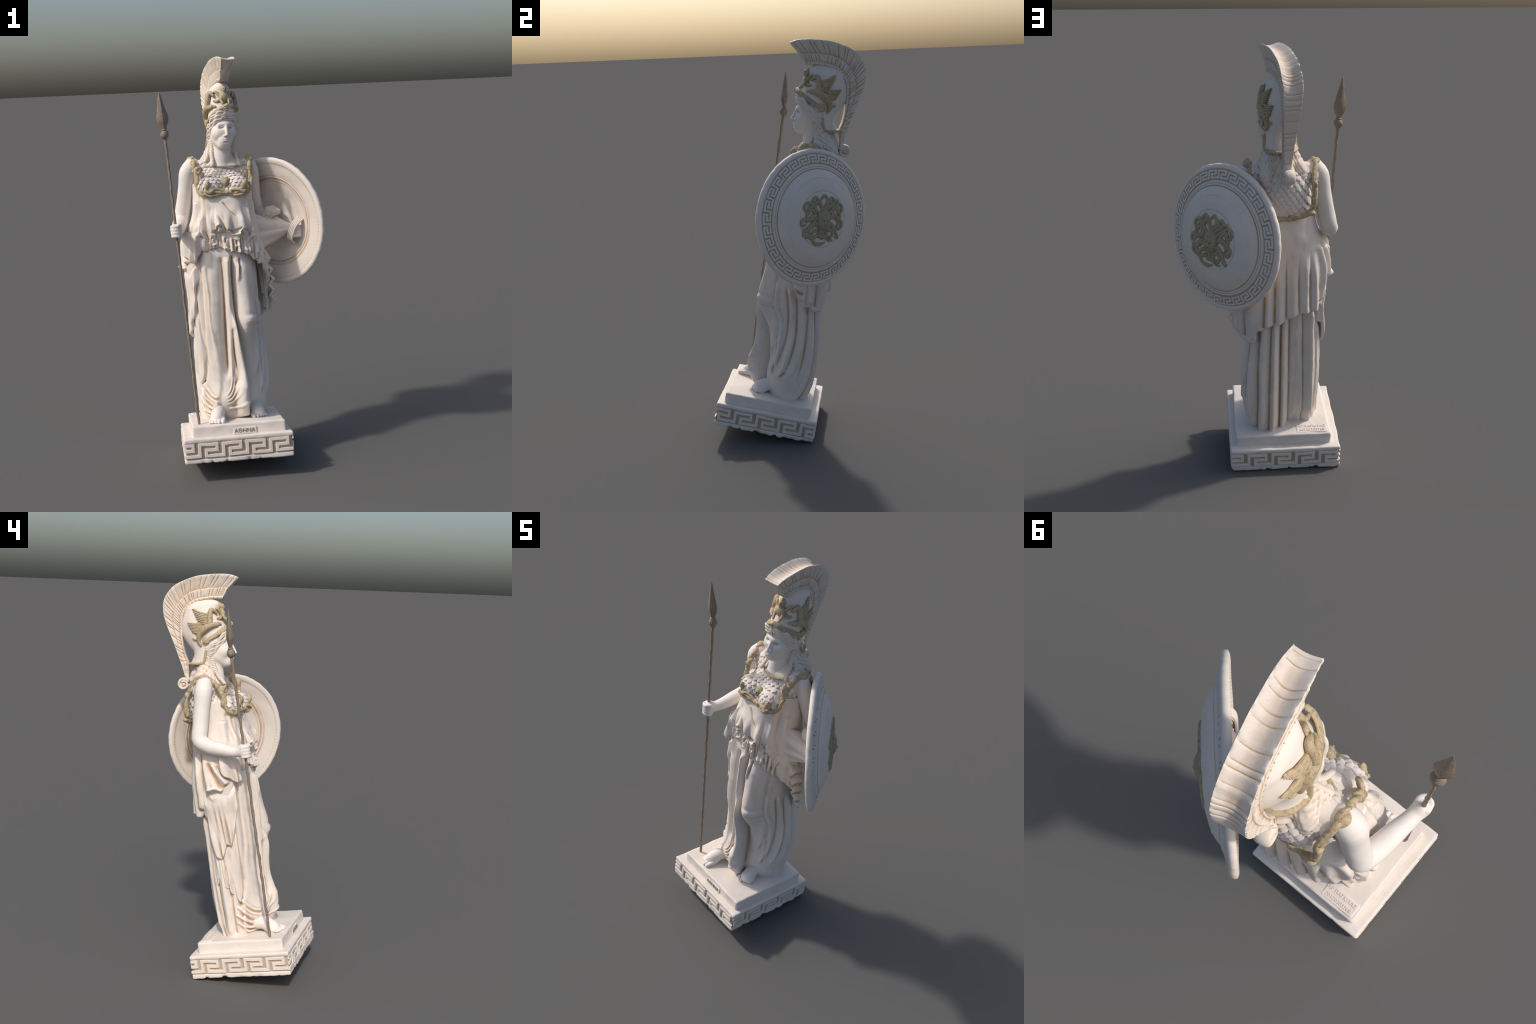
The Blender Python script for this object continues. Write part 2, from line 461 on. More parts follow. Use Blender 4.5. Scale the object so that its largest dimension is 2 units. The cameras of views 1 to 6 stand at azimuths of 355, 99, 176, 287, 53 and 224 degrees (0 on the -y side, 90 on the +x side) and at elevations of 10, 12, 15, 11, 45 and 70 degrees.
#        0     30    60    90    120   150   180   210   240   270   300   330
SK_R = [[.085, .055, .085, .145, .185, .172, .115, .088, .150, .150, .102, .097],
        [.102, .072, .102, .162, .197, .185, .122, .094, .155, .155, .112, .118],
        [.128, .088, .120, .176, .212, .198, .130, .102, .158, .158, .127, .138],
        [.125, .095, .122, .178, .220, .202, .133, .106, .160, .160, .132, .124],
        [.125, .118, .142, .170, .212, .190, .128, .110, .160, .163, .142, .128],
        [.132, .190, .168, .165, .186, .178, .122, .114, .156, .165, .158, .150],
        [.143, .178, .170, .165, .174, .170, .124, .120, .152, .165, .164, .158],
        [.146, .156, .160, .162, .160, .150, .122, .126, .148, .158, .162, .160],
        [.130, .142, .150, .152, .148, .140, .118, .122, .140, .148, .148, .142]]
FRONT = [
    fold('F', [(-.15, .98), (-.152, .79), (-.147, .57), (-.142, .42), (-.125, .33)], .016, .012),
    fold('F', [(-.128, .97), (-.125, .75), (-.122, .55), (-.118, .42)], .008, -.008),
    fold('F', [(-.112, .95), (-.105, .757), (-.10, .66), (-.09, .54), (-.08, .4)], .014, -.007, (.2, .3)),
    fold('F', [(-.07, .96), (-.073, .75), (-.078, .53), (-.073, .32)], .03, .008, (.2, .2)),
    fold('F', [(-.023, .98), (-.019, .81), (-.021, .66), (-.023, .51), (-.02, .36)], [.013, .013, .014, .018], [-.012, -.018, -.026, -.034, -.030], (.05, .15)),
    fold('F', [(.008, .98), (.003, .75), (-.001, .56), (-.003, .42), (-.02, .335)], [.014, .016, .014, .012], [.020, .022, .016, .014], (.05, .2)),
    fold('F', [(.016, .63), (.017, .5), (.027, .4), (.01, .33)], .006, -.012),
    fold('F', [(.014, .74), (.030, .59), (.040, .46), (.040, .37), (.037, .28), (.033, .19)], [.010, .014, .016, .018, .018], [.012, .040, .060, .090, .075], (.2, .0)),
    fold('F', [(.036, .99), (.034, .84), (.047, .68), (.060, .56), (.068, .43), (.070, .30), (.068, .2)], [.010, .013, .018, .022, .020], [-.020, -.036, -.046, -.040, -.02], (.03, .1)),
    fold('F', [(.062, .95), (.052, .83)], .008, .010, (.2, .4)),
    fold('F', [(.074, .97), (.066, .87)], .005, -.010, (.1, .4)),
    fold('F', [(.095, .96), (.098, .77), (.112, .66)], .028, .008, (.2, .2)),
    fold('F', [(.112, .69), (.114, .63)], .030, .012, (.4, .4)),
    fold('F', [(.15, .96), (.146, .74), (.15, .6)], .008, -.006, (.1, .4)),
    fold('F', [(.144, .60), (.135, .46), (.105, .35)], .010, .010, (.3, .3)),
    fold('F', [(.149, .49), (.143, .28)], .008, .010, (.2, .1)),
    fold('F', [(.17, .47), (.17, .28)], .009, .012, (.2, .1)),
    fold('F', [(.158, .47), (.157, .28)], .005, -.008, (.2, .1)),
    # swirl of cloth round the standing foot
    *[fold('F', [(-.138, .36 - k * .027), (-.122, .305 - k * .027), (-.095, .268 - k * .022), (-.055, .258 - k * .018)], .0058, .011, (.1, .25)) for k in range(6)],
    *[fold('F', [(.0 + .009 * k, .43 - .02 * k), (-.002 + .008 * k, .36 - .02 * k), (-.018 + .005 * k, .312 - .017 * k), (-.045, .285 - .013 * k)], .005, .008, (.25, .25)) for k in range(4)],
    fold('F', [(.05, .27), (.02, .235), (-.03, .225)], .007, .010, (.2, .2)),
]
SIDES = [
    fold('R', [(-.06, .78), (-.05, .66), (-.01, .57), (.0, .48), (-.007, .37), (-.035, .29)], .010, .010),
    fold('R', [(-.02, .78), (.02, .62), (.03, .5), (.01, .36), (-.01, .27)], .010, -.010, (.15, .4)),
    fold('R', [(.004, .76), (.045, .6), (.058, .5), (.04, .36), (.015, .27)], .011, .010),
    fold('R', [(.04, .76), (.07, .6), (.08, .48), (.06, .34), (.03, .27)], .009, -.010, (.15, .4)),
    fold('R', [(.063, .75), (.095, .62), (.11, .46), (.09, .34), (.066, .3)], .012, .010),
    fold('R', [(.10, .72), (.13, .55), (.135, .4), (.11, .22)], .010, -.010, (.15, .4)),
    fold('R', [(.13, .7), (.16, .5), (.165, .36), (.14, .22)], .012, .008),
    fold('R', [(.066, .33), (.02, .28)], .008, -.008, (.4, .4)),
    fold('L', [(.10, .8), (.105, .5), (.11, .2)], .012, .010),
    fold('L', [(.075, .8), (.08, .5), (.085, .2)], .008, -.012),
    fold('L', [(.045, .6), (.05, .4), (.055, .18)], .012, .010),
    fold('L', [(.02, .45), (.025, .18)], .007, -.012),
    fold('L', [(-.045, .95), (-.05, .7), (-.045, .5), (-.03, .38), (.0, .3)], .010, -.016),
    fold('L', [(-.02, .36), (-.06, .30), (-.10, .28)], .007, .010),
    fold('L', [(-.0, .33), (-.05, .265), (-.10, .25)], .007, .010),
    fold('L', [(.01, .29), (-.04, .235), (-.09, .225)], .007, .010),
    fold('L', [(.01, .25), (-.03, .205), (-.08, .20)], .006, .009),
]
BACK = [fold('B', [(x0, .8), (x1, .45), (x2, .16)], w, a, (.02, .0)) for x0, x1, x2, w, a in
        [(.150, .165, .165, .012, .010), (.125, .135, .138, .009, -.014), (.098, .108, .110, .013, .014), (.07, .08, .082, .009, -.012),
         (.045, .052, .055, .013, .016), (.025, .027, .028, .008, -.022), (.004, .006, .006, .013, .012), (-.018, -.02, -.02, .008, -.014),
         (-.05, -.052, -.055, .018, .006), (-.085, -.09, -.088, .009, -.010), (-.112, -.115, -.115, .014, .010), (-.135, -.137, -.135, .008, -.008)]]
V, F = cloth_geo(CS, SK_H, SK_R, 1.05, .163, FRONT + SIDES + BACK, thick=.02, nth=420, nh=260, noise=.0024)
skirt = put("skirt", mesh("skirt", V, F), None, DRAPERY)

# ---- upper dress with its long overfold
CO = np.array([.013, .01])
OV_H = [.60, .70, .80, .90, 1.00, 1.10, 1.20, 1.28, 1.36]
#        0     30    60    90    120   150   180   210   240   270   300   330
OV_R = [[.160, .180, .200, .218, .232, .205, .180, .188, .192, .190, .178, .168],
        [.160, .180, .200, .220, .235, .208, .180, .188, .192, .190, .178, .168],
        [.152, .172, .192, .222, .232, .206, .176, .185, .192, .193, .182, .168],
        [.152, .172, .192, .215, .216, .190, .165, .175, .195, .212, .188, .162],
        [.150, .168, .186, .200, .195, .168, .150, .165, .195, .214, .190, .164],
        [.150, .164, .174, .180, .172, .150, .136, .146, .172, .196, .182, .162],
        [.150, .158, .160, .158, .150, .135, .124, .130, .145, .155, .160, .154],
        [.136, .148, .154, .152, .138, .124, .114, .118, .134, .147, .152, .146],
        [.105, .125, .145, .148, .132, .114, .106, .112, .131, .146, .146, .125]]
HEM = [(0, 1.10), (8, 1.085), (12, 1.06), (20, 1.055), (26, 1.095), (30, 1.098), (33, 1.045), (38, 1.075), (43, 1.045), (48, 1.06), (53, 1.025), (58, 1.035), (63, 1.0), (68, 1.015), (74, .985), (80, .99), (86, .955), (93, .945), (99, .89), (104, .80), (108, .72), (110, .69),
       (118, .70), (126, .668), (134, .67), (142, .668), (143.5, .735), (152, .745), (158, .765), (166, .768), (176, .775), (186, .79), (196, .805), (206, .812),
       (218, .81), (228, .805), (236, .80), (244, .82), (252, .79), (259, .80), (266, .785), (272, .80), (278, .815), (285, .86), (292, .90), (299, .94), (305, 1.0),
       (310, 1.075), (315, 1.09), (321, 1.085), (325, 1.05), (331, 1.045), (335, 1.07), (340, 1.065), (343, 1.10), (354, 1.105)]
def ov_ripple(deg, h, s):
    front = smooth(75, 45, np.minimum(deg, 360 - deg))
    E = np.vstack([np.array(HEM) - [360, 0], HEM, np.array(HEM) + [360, 0]])
    pocket = np.clip((np.interp(deg % 360, E[:, 0], E[:, 1]) - 1.065) / .04, -1, 1) * .015 * smooth(.6, .95, s)
    back = smooth(30, 10, np.abs(deg - 185))
    pipes = .0105 * np.sin(np.radians(deg) * 17 + 1.3 * np.sin(np.radians(deg) * 5)) * smooth(.55, 1, s)
    belly = .014 * smooth(.45, .8, s) * smooth(1.02, .93, s)     # the cloth bags over its belt
    return front * (pipes * .55 + pocket + belly) + (1 - front) * .003 * np.sin(np.radians(deg) * 19) * smooth(.5, .95, s)
OFOLD = [
    fold('F', [(-.105, 1.30), (-.11, 1.2), (-.13, 1.1), (-.15, 1.03)], .007, -.008),
    fold('F', [(-.085, 1.28), (-.088, 1.18), (-.08, 1.08), (-.06, 1.03)], .008, -.008),
    fold('F', [(-.12, 1.26), (-.135, 1.17), (-.165, 1.09)], .008, .010),
    fold('F', [(-.07, 1.28), (-.07, 1.17), (-.055, 1.10), (-.03, 1.05)], .010, .006),
    fold('F', [(-.03, 1.19), (.0, 1.13), (.02, 1.09)], .007, -.010, (.4, .05)),
    fold('F', [(.0, 1.25), (.04, 1.20), (.075, 1.165)], .005, -.006, (.2, .2)),
    fold('F', [(-.05, 1.15), (-.02, 1.08), (.0, 1.05)], .006, -.008, (.4, .05)),
    fold('F', [(.03, 1.25), (.1, 1.16), (.12, 1.08)], .02, .005, (.3, .2)),
    fold('F', [(.145, 1.29), (.148, 1.2), (.165, 1.1), (.18, 1.02)], .008, -.009),
    fold('F', [(.128, 1.28), (.13, 1.18), (.14, 1.1), (.155, 1.03)], .008, .008),
    fold('F', [(.16, 1.26), (.17, 1.17), (.195, 1.08)], .008, .010),
    fold('F', [(-.06, 1.10), (.0, 1.085), (.10, 1.095)], .007, -.012, (.1, .1)),
    fold('F', [(.02, 1.07), (.07, 1.05), (.11, 1.06)], .010, .010, (.2, .2)),
    fold('F', [(.018, 1.105), (.05, 1.098), (.10, 1.11)], .006, -.012, (.1, .1)), fold('F', [(.025, 1.088), (.06, 1.082), (.105, 1.09)], .006, .010, (.1, .1)),
    fold('F', [(-.045, 1.10), (-.025, 1.118), (-.005, 1.122)], .006, -.012, (.1, .1)), fold('F', [(-.04, 1.125), (-.015, 1.137)], .006, .007, (.3, .3)),
    fold('F', [(-.135, 1.10), (-.115, 1.075), (-.10, 1.06)], .006, .010, (.2, .1)), fold('F', [(-.10, 1.11), (-.085, 1.08), (-.078, 1.05)], .005, -.009, (.2, .05)),
    fold('F', [(.115, 1.11), (.128, 1.085), (.125, 1.06)], .005, -.009, (.2, .05)), fold('F', [(.135, 1.11), (.15, 1.08), (.155, 1.05)], .006, .009, (.2, .1)),
    fold('F', [(-.03, 1.045), (.0, 1.06), (.02, 1.04)], .007, .010, (.2, .2)),
    # her right side, deep hanging folds
    fold('L', [(.085, 1.12), (.09, .98), (.10, .83)], .013, 0.0168),
    fold('L', [(.062, 1.12), (.068, .98), (.072, .86)], .009, -0.0168),
    fold('L', [(.04, 1.10), (.035, 1.0), (.03, .93)], .012, 0.0140, (.2, .1)),
    fold('L', [(.03, 1.08), (.0, 1.0), (-.03, .93)], .010, -0.0168, (.2, .1)),
    fold('L', [(.005, 1.08), (-.03, 1.0), (-.06, .95)], .012, 0.0196, (.2, .1)),
    fold('L', [(-.02, 1.06), (-.06, 1.0), (-.10, .98)], .010, -0.0140, (.2, .1)),
    fold('L', [(.045, .93), (.0, .945), (-.035, .925)], .010, 0.0196, (.1, .1)),
    fold('L', [(.03, .905), (-.0, .915), (-.02, .9)], .010, -0.0196, (.1, .1)),
    # her left side under the shield
    fold('R', [(.08, 1.0), (.10, .85), (.12, .7)], .014, .012), fold('R', [(.115, .95), (.14, .8), (.15, .68)], .009, -.012),
    fold('R', [(.05, 1.0), (.06, .85), (.07, .74)], .012, -.012), fold('R', [(.15, .95), (.18, .8), (.19, .68)], .012, .010),
]
OBACK = [fold('B', [(x0, 1.12), (x1, .95), (x2, .76)], w, a, (.5, .0)) for x0, x1, x2, w, a in
         [(.10, .105, .108, .009, -.014), (.075, .08, .085, .014, .010), (.052, .055, .058, .008, -.012), (.03, .032, .035, .014, .008), (.0, .002, .003, .008, -.008),
          (-.03, -.03, -.03, .016, .005), (-.055, -.057, -.06, .008, -.007), (-.085, -.09, -.092, .014, .008), (-.108, -.112, -.115, .008, -.010), (-.125, -.13, -.135, .012, .010)]]
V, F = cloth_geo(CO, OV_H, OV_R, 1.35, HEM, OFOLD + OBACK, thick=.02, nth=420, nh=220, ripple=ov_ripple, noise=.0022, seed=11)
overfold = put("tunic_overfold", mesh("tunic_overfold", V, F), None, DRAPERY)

# ---- cascades of cloth down her right side and a second hem below the belt
def patch(name, th0, th1, top, hem, off, folds=(), nth=90, nh=70, rip=0., freq=40, thick=.014, seed=1, parent=None):
    rows = np.asarray([[r + off for r in row] for row in OV_R])
    C = CO; hs = OV_H
    if min(h for _, h in hem) < .62 and max(h for _, h in top) < .95:
        rows = np.asarray([[r + off for r in row] for row in SK_R]); C = CS; hs = SK_H
    def ripple(deg, h, s):
        e = smooth(th0, th0 + 5, deg) * smooth(th1, th1 - 5, deg)
        w = np.sin(np.radians(deg) * freq + seed + 2.2 * np.sin(np.radians(deg) * 9 + seed)) * (.55 + .45 * np.sin(np.radians(deg) * 13 + 2 * seed + h * 25))
        return (rip * 1.3 * w * smooth(.1, .9, s)) * e - .03 * (1 - e) - (off + .012) * (1 - smooth(0, .35, s))
    V, F = cloth_geo(C, hs, rows, top, hem, folds, thick=thick, nth=nth, nh=nh, th0=th0, th1=th1, ripple=ripple, seed=seed)
    return put(name, mesh(name, V, F), parent or overfold, DRAPERY)

patch("cloth_cascade", 248, 304, [(248, .95), (304, .95)], [(248, .72), (253, .70), (258, .60), (263, .585), (268, .60), (275, .66), (281, .645), (288, .70), (296, .80), (304, .9)], .009, rip=.008, freq=34)
patch("cloth_cascade", 244, 300, [(244, .75), (300, .75)], [(244, .46), (249, .45), (254, .49), (260, .445), (268, .43), (274, .40), (280, .37), (286, .35), (292, .40), (300, .55)], .005, rip=.007, freq=30, seed=2)
patch("hem_ruffle", 310, 470, [(310, 1.14), (408, 1.11), (470, .98)], [(310, 1.02), (318, 1.01), (327, 1.012), (332, 1.022), (346, 1.028), (353, 1.02), (358, 1.003), (367, 1.0), (373, 1.006), (381, .994), (388, .999), (396, .982), (402, .985), (409, .957), (415, .962), (422, .935), (428, .938), (434, .905), (440, .895), (447, .865), (455, .835), (463, .80), (470, .775)], -.002, [fold('F', [(-.155 + .021 * k, 1.075), (-.155 + .021 * k + .012 * math.sin(k * 2.1), 1.035), (-.152 + .021 * k, .985)], .0055, .010 if k % 2 else -.009, (.2, .02)) for k in range(17)] + [fold('F', [(x, h), (x + .03, h - .012 * s)], .006, .009, (.3, .3)) for x, h, s in ((-.14, 1.035, 1), (-.06, 1.03, -1), (.0, 1.02, 1), (.05, 1.02, -1), (.09, 1.01, 1))], nth=200, rip=.007, freq=38, seed=4)
patch("cloth_cascade", 80, 114, [(80, 1.02), (114, 1.0)], [(80, .98), (84, .93), (89, .86), (94, .80), (99, .76), (104, .72), (109, .70), (114, .71)], .010, [fold("R", [(-.04, h - .01), (.02, h + .015), (.09, h - .005)], .013, .012, (.2, .2)) for h in (.95, .888, .838, .777, .735)] + [fold("R", [(-.04, h - .01), (.02, h + .015), (.09, h - .005)], .010, -.009, (.2, .2)) for h in (.92, .862, .81, .757)], rip=.004, freq=44, seed=6)
# side drape hanging in front of her right hip
patch("cloth_cascade", 280, 316, [(280, 1.13), (316, 1.13)], [(280, 1.05), (287, 1.0), (294, .985), (300, .965), (306, .955), (310, .965), (313, .995), (316, 1.05)], .027, rip=.010, freq=30, seed=8)

# ================================================================== TORSO, AEGIS, ARMS, FEET
HC = np.array([.03, 0.]); HA = math.radians(12)
HF = np.array([math.sin(HA), -math.cos(HA)]); HS = np.array([math.cos(HA), math.sin(HA)])
def hd(P):
    """head frame (lateral towards her left, forward, height) -> statue frame"""
    P = np.asarray(P, float)
    return np.concatenate([HC + P[..., :1] * HS + P[..., 1:2] * HF, P[..., 2:3]], -1)
def to_hd(p):
    q = p[:, :2] - HC
    return np.stack([q @ HS, q @ HF, p[:, 2]], 1)

def chest(p):
    d = ell(p, (.015, .005, 1.285), (.140, .106, .162))
    d = su(d, cap(p, (-.120, .012, 1.425), (.155, .014, 1.425), .044, .044), .04)
    d = su(d, cap(p, (.02, .025, 1.42), (.03, .012, 1.50), .055, .045), .04)
    d = su(d, ell(p, (-.048, -.088, 1.322), (.054, .044, .050)), .03)
    d = su(d, ell(p, (.085, -.088, 1.322), (.054, .044, .050)), .03)
    d = su(d, ell(p, (.015, .06, 1.36), (.105, .06, .10)), .04)
    return d

def band_h(p):
    """lower edge of the aegis, lower behind than in front"""
    return np.where(p[:, 1] < 0, 1.285 + .012 * np.abs(p[:, 0] - .03) / .1, 1.258)

def aegis_f(p):
    d = chest(p) - .006
    d = np.maximum(d, band_h(p) - p[:, 2])
    dx = np.minimum(np.maximum(p[:, 0] + .128, 0) * 0 + (p[:, 0] + .128), .168 - p[:, 0])
    d = np.maximum(d, -dx)                             # arm holes
    return d + .0012 * wob(p, 70, 3)
V, F = surface_nets(aegis_f, (-.17, -.17, 1.24), (.21, .16, 1.56), .004)
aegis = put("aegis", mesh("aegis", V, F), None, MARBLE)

# right (spear) arm and hand
ARM = [(-.128, -.004, 1.445), (-.150, .0, 1.41), (-.163, .014, 1.34), (-.180, .03, 1.255), (-.196, .040, 1.185), (-.208, -.005, 1.152), (-.216, -.065, 1.132), (-.224, -.125, 1.115), (-.229, -.165, 1.112)]
ARR = [.040, .044, .040, .039, .0375, .037, .033, .027, .025]
SPEAR = lambda h: np.array([-.18, -.154, .165]) + (np.array([-.258, -.205, 1.578]) - np.array([-.18, -.154, .165])) * (h - .165) / 1.413
GRIP = SPEAR(1.112)
def arm_f(p):
    d = chain(p, ARM, ARR, 26)
    d = su(d, ell(p, GRIP + [.0, .005, .003], (.026, .029, .034)), .012)
    for k in range(4):                                  # fingers curled round the shaft
        z = 1.133 - .0155 * k
        c = SPEAR(z)
        P = [c + [-.019, .006, .0], c + [-.015, -.016, 0], c + [.003, -.022, -.001], c + [.019, -.012, -.002], c + [.018, .004, -.002]]
        d = su(d, chain(p, P, [.0080, .0083, .0083, .0080, .0075], 10), .0065)
    c = SPEAR(1.137)
    d = su(d, chain(p, [c + [.018, .012, -.008], c + [.022, -.008, -.001], c + [.012, -.022, 0]], [.010, .009, .008], 8), .004)
    return d + .0006 * wob(p, 60, 8)
V, F = surface_nets(arm_f, (-.28, -.25, 1.05), (-.07, .10, 1.50), .0035)

def split_by(name_masks, V, F, material, parents):
    """one smooth surface cut by region into objects that share border vertices and normals"""
    me = mesh("whole", V, F)
    N = np.zeros(len(V) * 3, np.float32); me.vertices.foreach_get("normal", N); N = N.reshape(-1, 3)
    Vv = np.zeros(len(V) * 3, np.float32); me.vertices.foreach_get("co", Vv); Vv = Vv.reshape(-1, 3)
    Fq = np.zeros(len(F) * 4, np.int32); me.loops.foreach_get("vertex_index", Fq); Fq = Fq.reshape(-1, 4)
    cen = Vv[Fq].mean(1); out = {}
    for name, mask, matl in name_masks:
        f = Fq[mask(cen)]
        if not len(f): continue
        used, inv = np.unique(f, return_inverse=True)
        m2 = bpy.data.meshes.new(name)
        v2 = Vv[used]; f2 = inv.reshape(-1, 4).astype(np.int32)
        m2.vertices.add(len(v2)); m2.vertices.foreach_set("co", v2.ravel())
        m2.loops.add(f2.size); m2.loops.foreach_set("vertex_index", f2.ravel())
        m2.polygons.add(len(f2)); m2.polygons.foreach_set("loop_start", np.arange(0, f2.size, 4, dtype=np.int32))
        m2.update(calc_edges=True)
        m2.polygons.foreach_set("use_smooth", np.full(len(f2), True))
        m2.normals_split_custom_set_from_vertices([tuple(map(float, n)) for n in N[used]])
        par = parents.get(name); par = out.get(par) if isinstance(par, str) else par
        out[name] = put(name, m2, par, matl or material)
    bpy.data.meshes.remove(me)
    return out
split_by([("arm", lambda c: c[:, 1] > -.150, None), ("hand", lambda c: c[:, 1] <= -.150, None)], V, F, SKIN, {"hand": "arm"})

# left (shield) arm, hand and the sleeve drawn out over the forearm
LARM = [(.160, .006, 1.44), (.174, .02, 1.40), (.180, .045, 1.33), (.190, .072, 1.25), (.206, .088, 1.195), (.25, .065, 1.160), (.30, .035, 1.128), (.345, .003, 1.10), (.365, -.008, 1.095)]
LARR = [.036, .038, .034, .032, .034, .034, .029, .024, .022]
def larm_f(p):
    d = chain(p, LARM, LARR, 26)
    c = np.array([.376, -.014, 1.085])
    d = su(d, ell(p, c, (.026, .024, .032)), .012)
    for k in range(4):
        z = .022 - .0155 * k
        P = [c + [-.012, -.022, z], c + [.010, -.024, z], c + [.026, -.008, z], c + [.022, .012, z]]
        d = su(d, chain(p, P, [.009, .009, .0085, .008], 8), .003)
    return d
V, F = surface_nets(larm_f, (.10, -.10, 1.02), (.43, .14, 1.50), .004)
split_by([("arm", lambda c: c[:, 0] < .345, None), ("hand", lambda c: c[:, 0] >= .345, None)], V, F, SKIN, {"hand": "arm"})

def wing_geo():
    # cloth stretched from the waist to the wrist: rows from waist edge (u=0) to wrist (u=1)
    n, m = 40, 60
    a = spline([(.140, -.060, 1.200), (.145, -.06, 1.17), (.150, -.06, 1.10), (.160, -.05, 1.03), (.17, -.03, .985)], m)
    b = spline([(.25, .05, 1.165), (.335, -.008, 1.135), (.362, -.026, 1.105), (.335, -.014, 1.082), (.25, .02, 1.03)], m)
    c = spline([(.190, .010, 1.178), (.225, .0, 1.145), (.25, -.005, 1.10), (.245, -.005, 1.065), (.215, .0, 1.01)], m)
    u = np.linspace(0, 1, n)[:, None, None]
    V = a * (1 - u) ** 2 + 2 * c * u * (1 - u) + b * u ** 2
    s = np.linspace(0, 1, m)
    V[..., 1] -= .006 * np.sin(s * 22)[None, :] * (1 - u[..., 0]) * smooth(0, .2, s)
    back = V + np.array([.004, .03, -.006])
    A = np.concatenate([V, back[:, ::-1]], 1)
    Fq = grid_faces(n, 2 * m, wrap_m=True)
    return A.reshape(-1, 3), Fq
put("sleeve_drape", mesh("sleeve_drape", *wing_geo()), overfold, DRAPERY)

# feet
def foot_f(p, heel, toe, side):
    heel, toe = np.asarray(heel, float), np.asarray(toe, float)
    ax = (toe - heel) / np.linalg.norm(toe - heel); la = np.array([-ax[1], ax[0], 0]) * -1
    d = chain(p, [heel + [0, 0, .050], heel + ax * .04 + [0, 0, .045], heel + ax * .08 + [0, 0, .028], toe - ax * .025 + [0, 0, .017]], [.034, .033, .031, .026], 12)
    for o in (-.02, .018): d = su(d, cap(p, heel + ax * .06 + la * o * side * .6 + [0, 0, .022], toe - ax * .03 + la * o * side + [0, 0, .014], .022, .018), .012)
    for k, off in enumerate((-.030, -.0125, .0025, .0165, .0290)):
        o = off * side
        r = (.0105, .0085, .0080, .0076, .0072)[k]
        back = abs(off + .012) * .35
        a = toe + la * o - ax * (.022 + back); b = toe + la * o * 1.08 + ax * (.012 - back)
        d = su(d, cap(p, a + [0, 0, .020], b + [0, 0, .012], r + .001, r), .002)
    return np.maximum(d, .166 - p[:, 2])
for heel, toe, side in (((-.075, -.07, .168), (-.097, -.185, .168), 1), ((.105, .01, .168), (.125, -.085, .168), -1)):
    V, F = surface_nets(lambda p: foot_f(p, heel, toe, side), (min(heel[0], toe[0]) - .06, toe[1] - .04, .155), (max(heel[0], toe[0]) + .06, heel[1] + .05, .27), .003)
    put("foot", mesh("foot", V, F), None, SKIN)

# ---- aegis fittings: scales, snake border, snake heads, gorgon medallion
from mathutils.bvhtree import BVHTree
def tree_of(o):
    me = o.data
    return BVHTree.FromPolygons([v.co.copy() for v in me.vertices], [tuple(p.vertices) for p in me.polygons])
TREE = tree_of(aegis)
def scale_mesh():
    n, m = 9, 8
    V = []
    for i in range(n):
        v = i / (n - 1)                                 # 0 root .. 1 tip
        w = math.sqrt(max(0, 1 - max(0, (v - .35) / .65) ** 2)) * .5
        for j in range(m):
            u = j / (m - 1) * 2 - 1
            V.append((u * w, -v, .30 * (1 - u * u * .8) * (.35 + .65 * v) * (1 - .25 * v * v)))
    top = np.array(V); bot = top.copy(); bot[:, 2] = -.15
    F = np.vstack([grid_faces(n, m), grid_faces(n, m, off=n * m)[:, ::-1]])
    e = [i * m for i in range(n)] + [(n - 1) * m + j for j in range(1, m)] + [i * m + m - 1 for i in range(n - 2, -1, -1)] + list(range(m - 2, 0, -1))
    k = n * m
    F = np.vstack([F, [[e[i], e[(i + 1) % len(e)], e[(i + 1) % len(e)] + k, e[i] + k] for i in range(len(e))]])
    return mesh("scale", np.vstack([top, bot]), F, angle=50)
SCALE = scale_mesh(); SCALE.materials.append(MARBLE)
def cast(o, d):
    loc, nor, _, _ = TREE.ray_cast(Vector(o), Vector(d))
    return (np.array(loc), np.array(nor)) if loc is not None else (None, None)
count = 0
for side in (-1, 1):
    size = .021 if side < 0 else .026
    row = 0; h = 1.475 if side > 0 else 1.455
    while h > 1.29 - (.02 if side > 0 else 0):
        x = -.125 + (size * .5 if row % 2 else 0)
        while x < .165:
            xx = x + random.uniform(-.0015, .0015)
            loc, nor = cast((xx, .4 * side, h + random.uniform(-.0012, .0012)), (0, -side, 0))
            if loc is not None and nor[1] * side > .22:
                down = np.array([0, 0, -1.]) - nor * (-nor[2]); down /= np.linalg.norm(down)
                lat = np.cross(-down, nor)
                if abs(loc[0] - .033) > .075 or loc[2] < 1.412 or side > 0:
                    o = bpy.data.objects.new("scale", SCALE); bpy.context.scene.collection.objects.link(o); o.parent = aegis
                    z = nor - down * .17; z /= np.linalg.norm(z); yv = -down - z * (-down @ z); yv /= np.linalg.norm(yv); xv = np.cross(yv, z)
                    s = size * random.uniform(.95, 1.12)
                    Mx = np.eye(4); Mx[:3, 0] = xv * s * 1.02; Mx[:3, 1] = yv * s * 1.1; Mx[:3, 2] = z * s * (.55 if side < 0 else .7); Mx[:3, 3] = loc + nor * .0008 + -down * s * .4
                    o.matrix_local = Matrix(Mx.tolist()); count += 1
            x += size
        h -= size * .74; row += 1

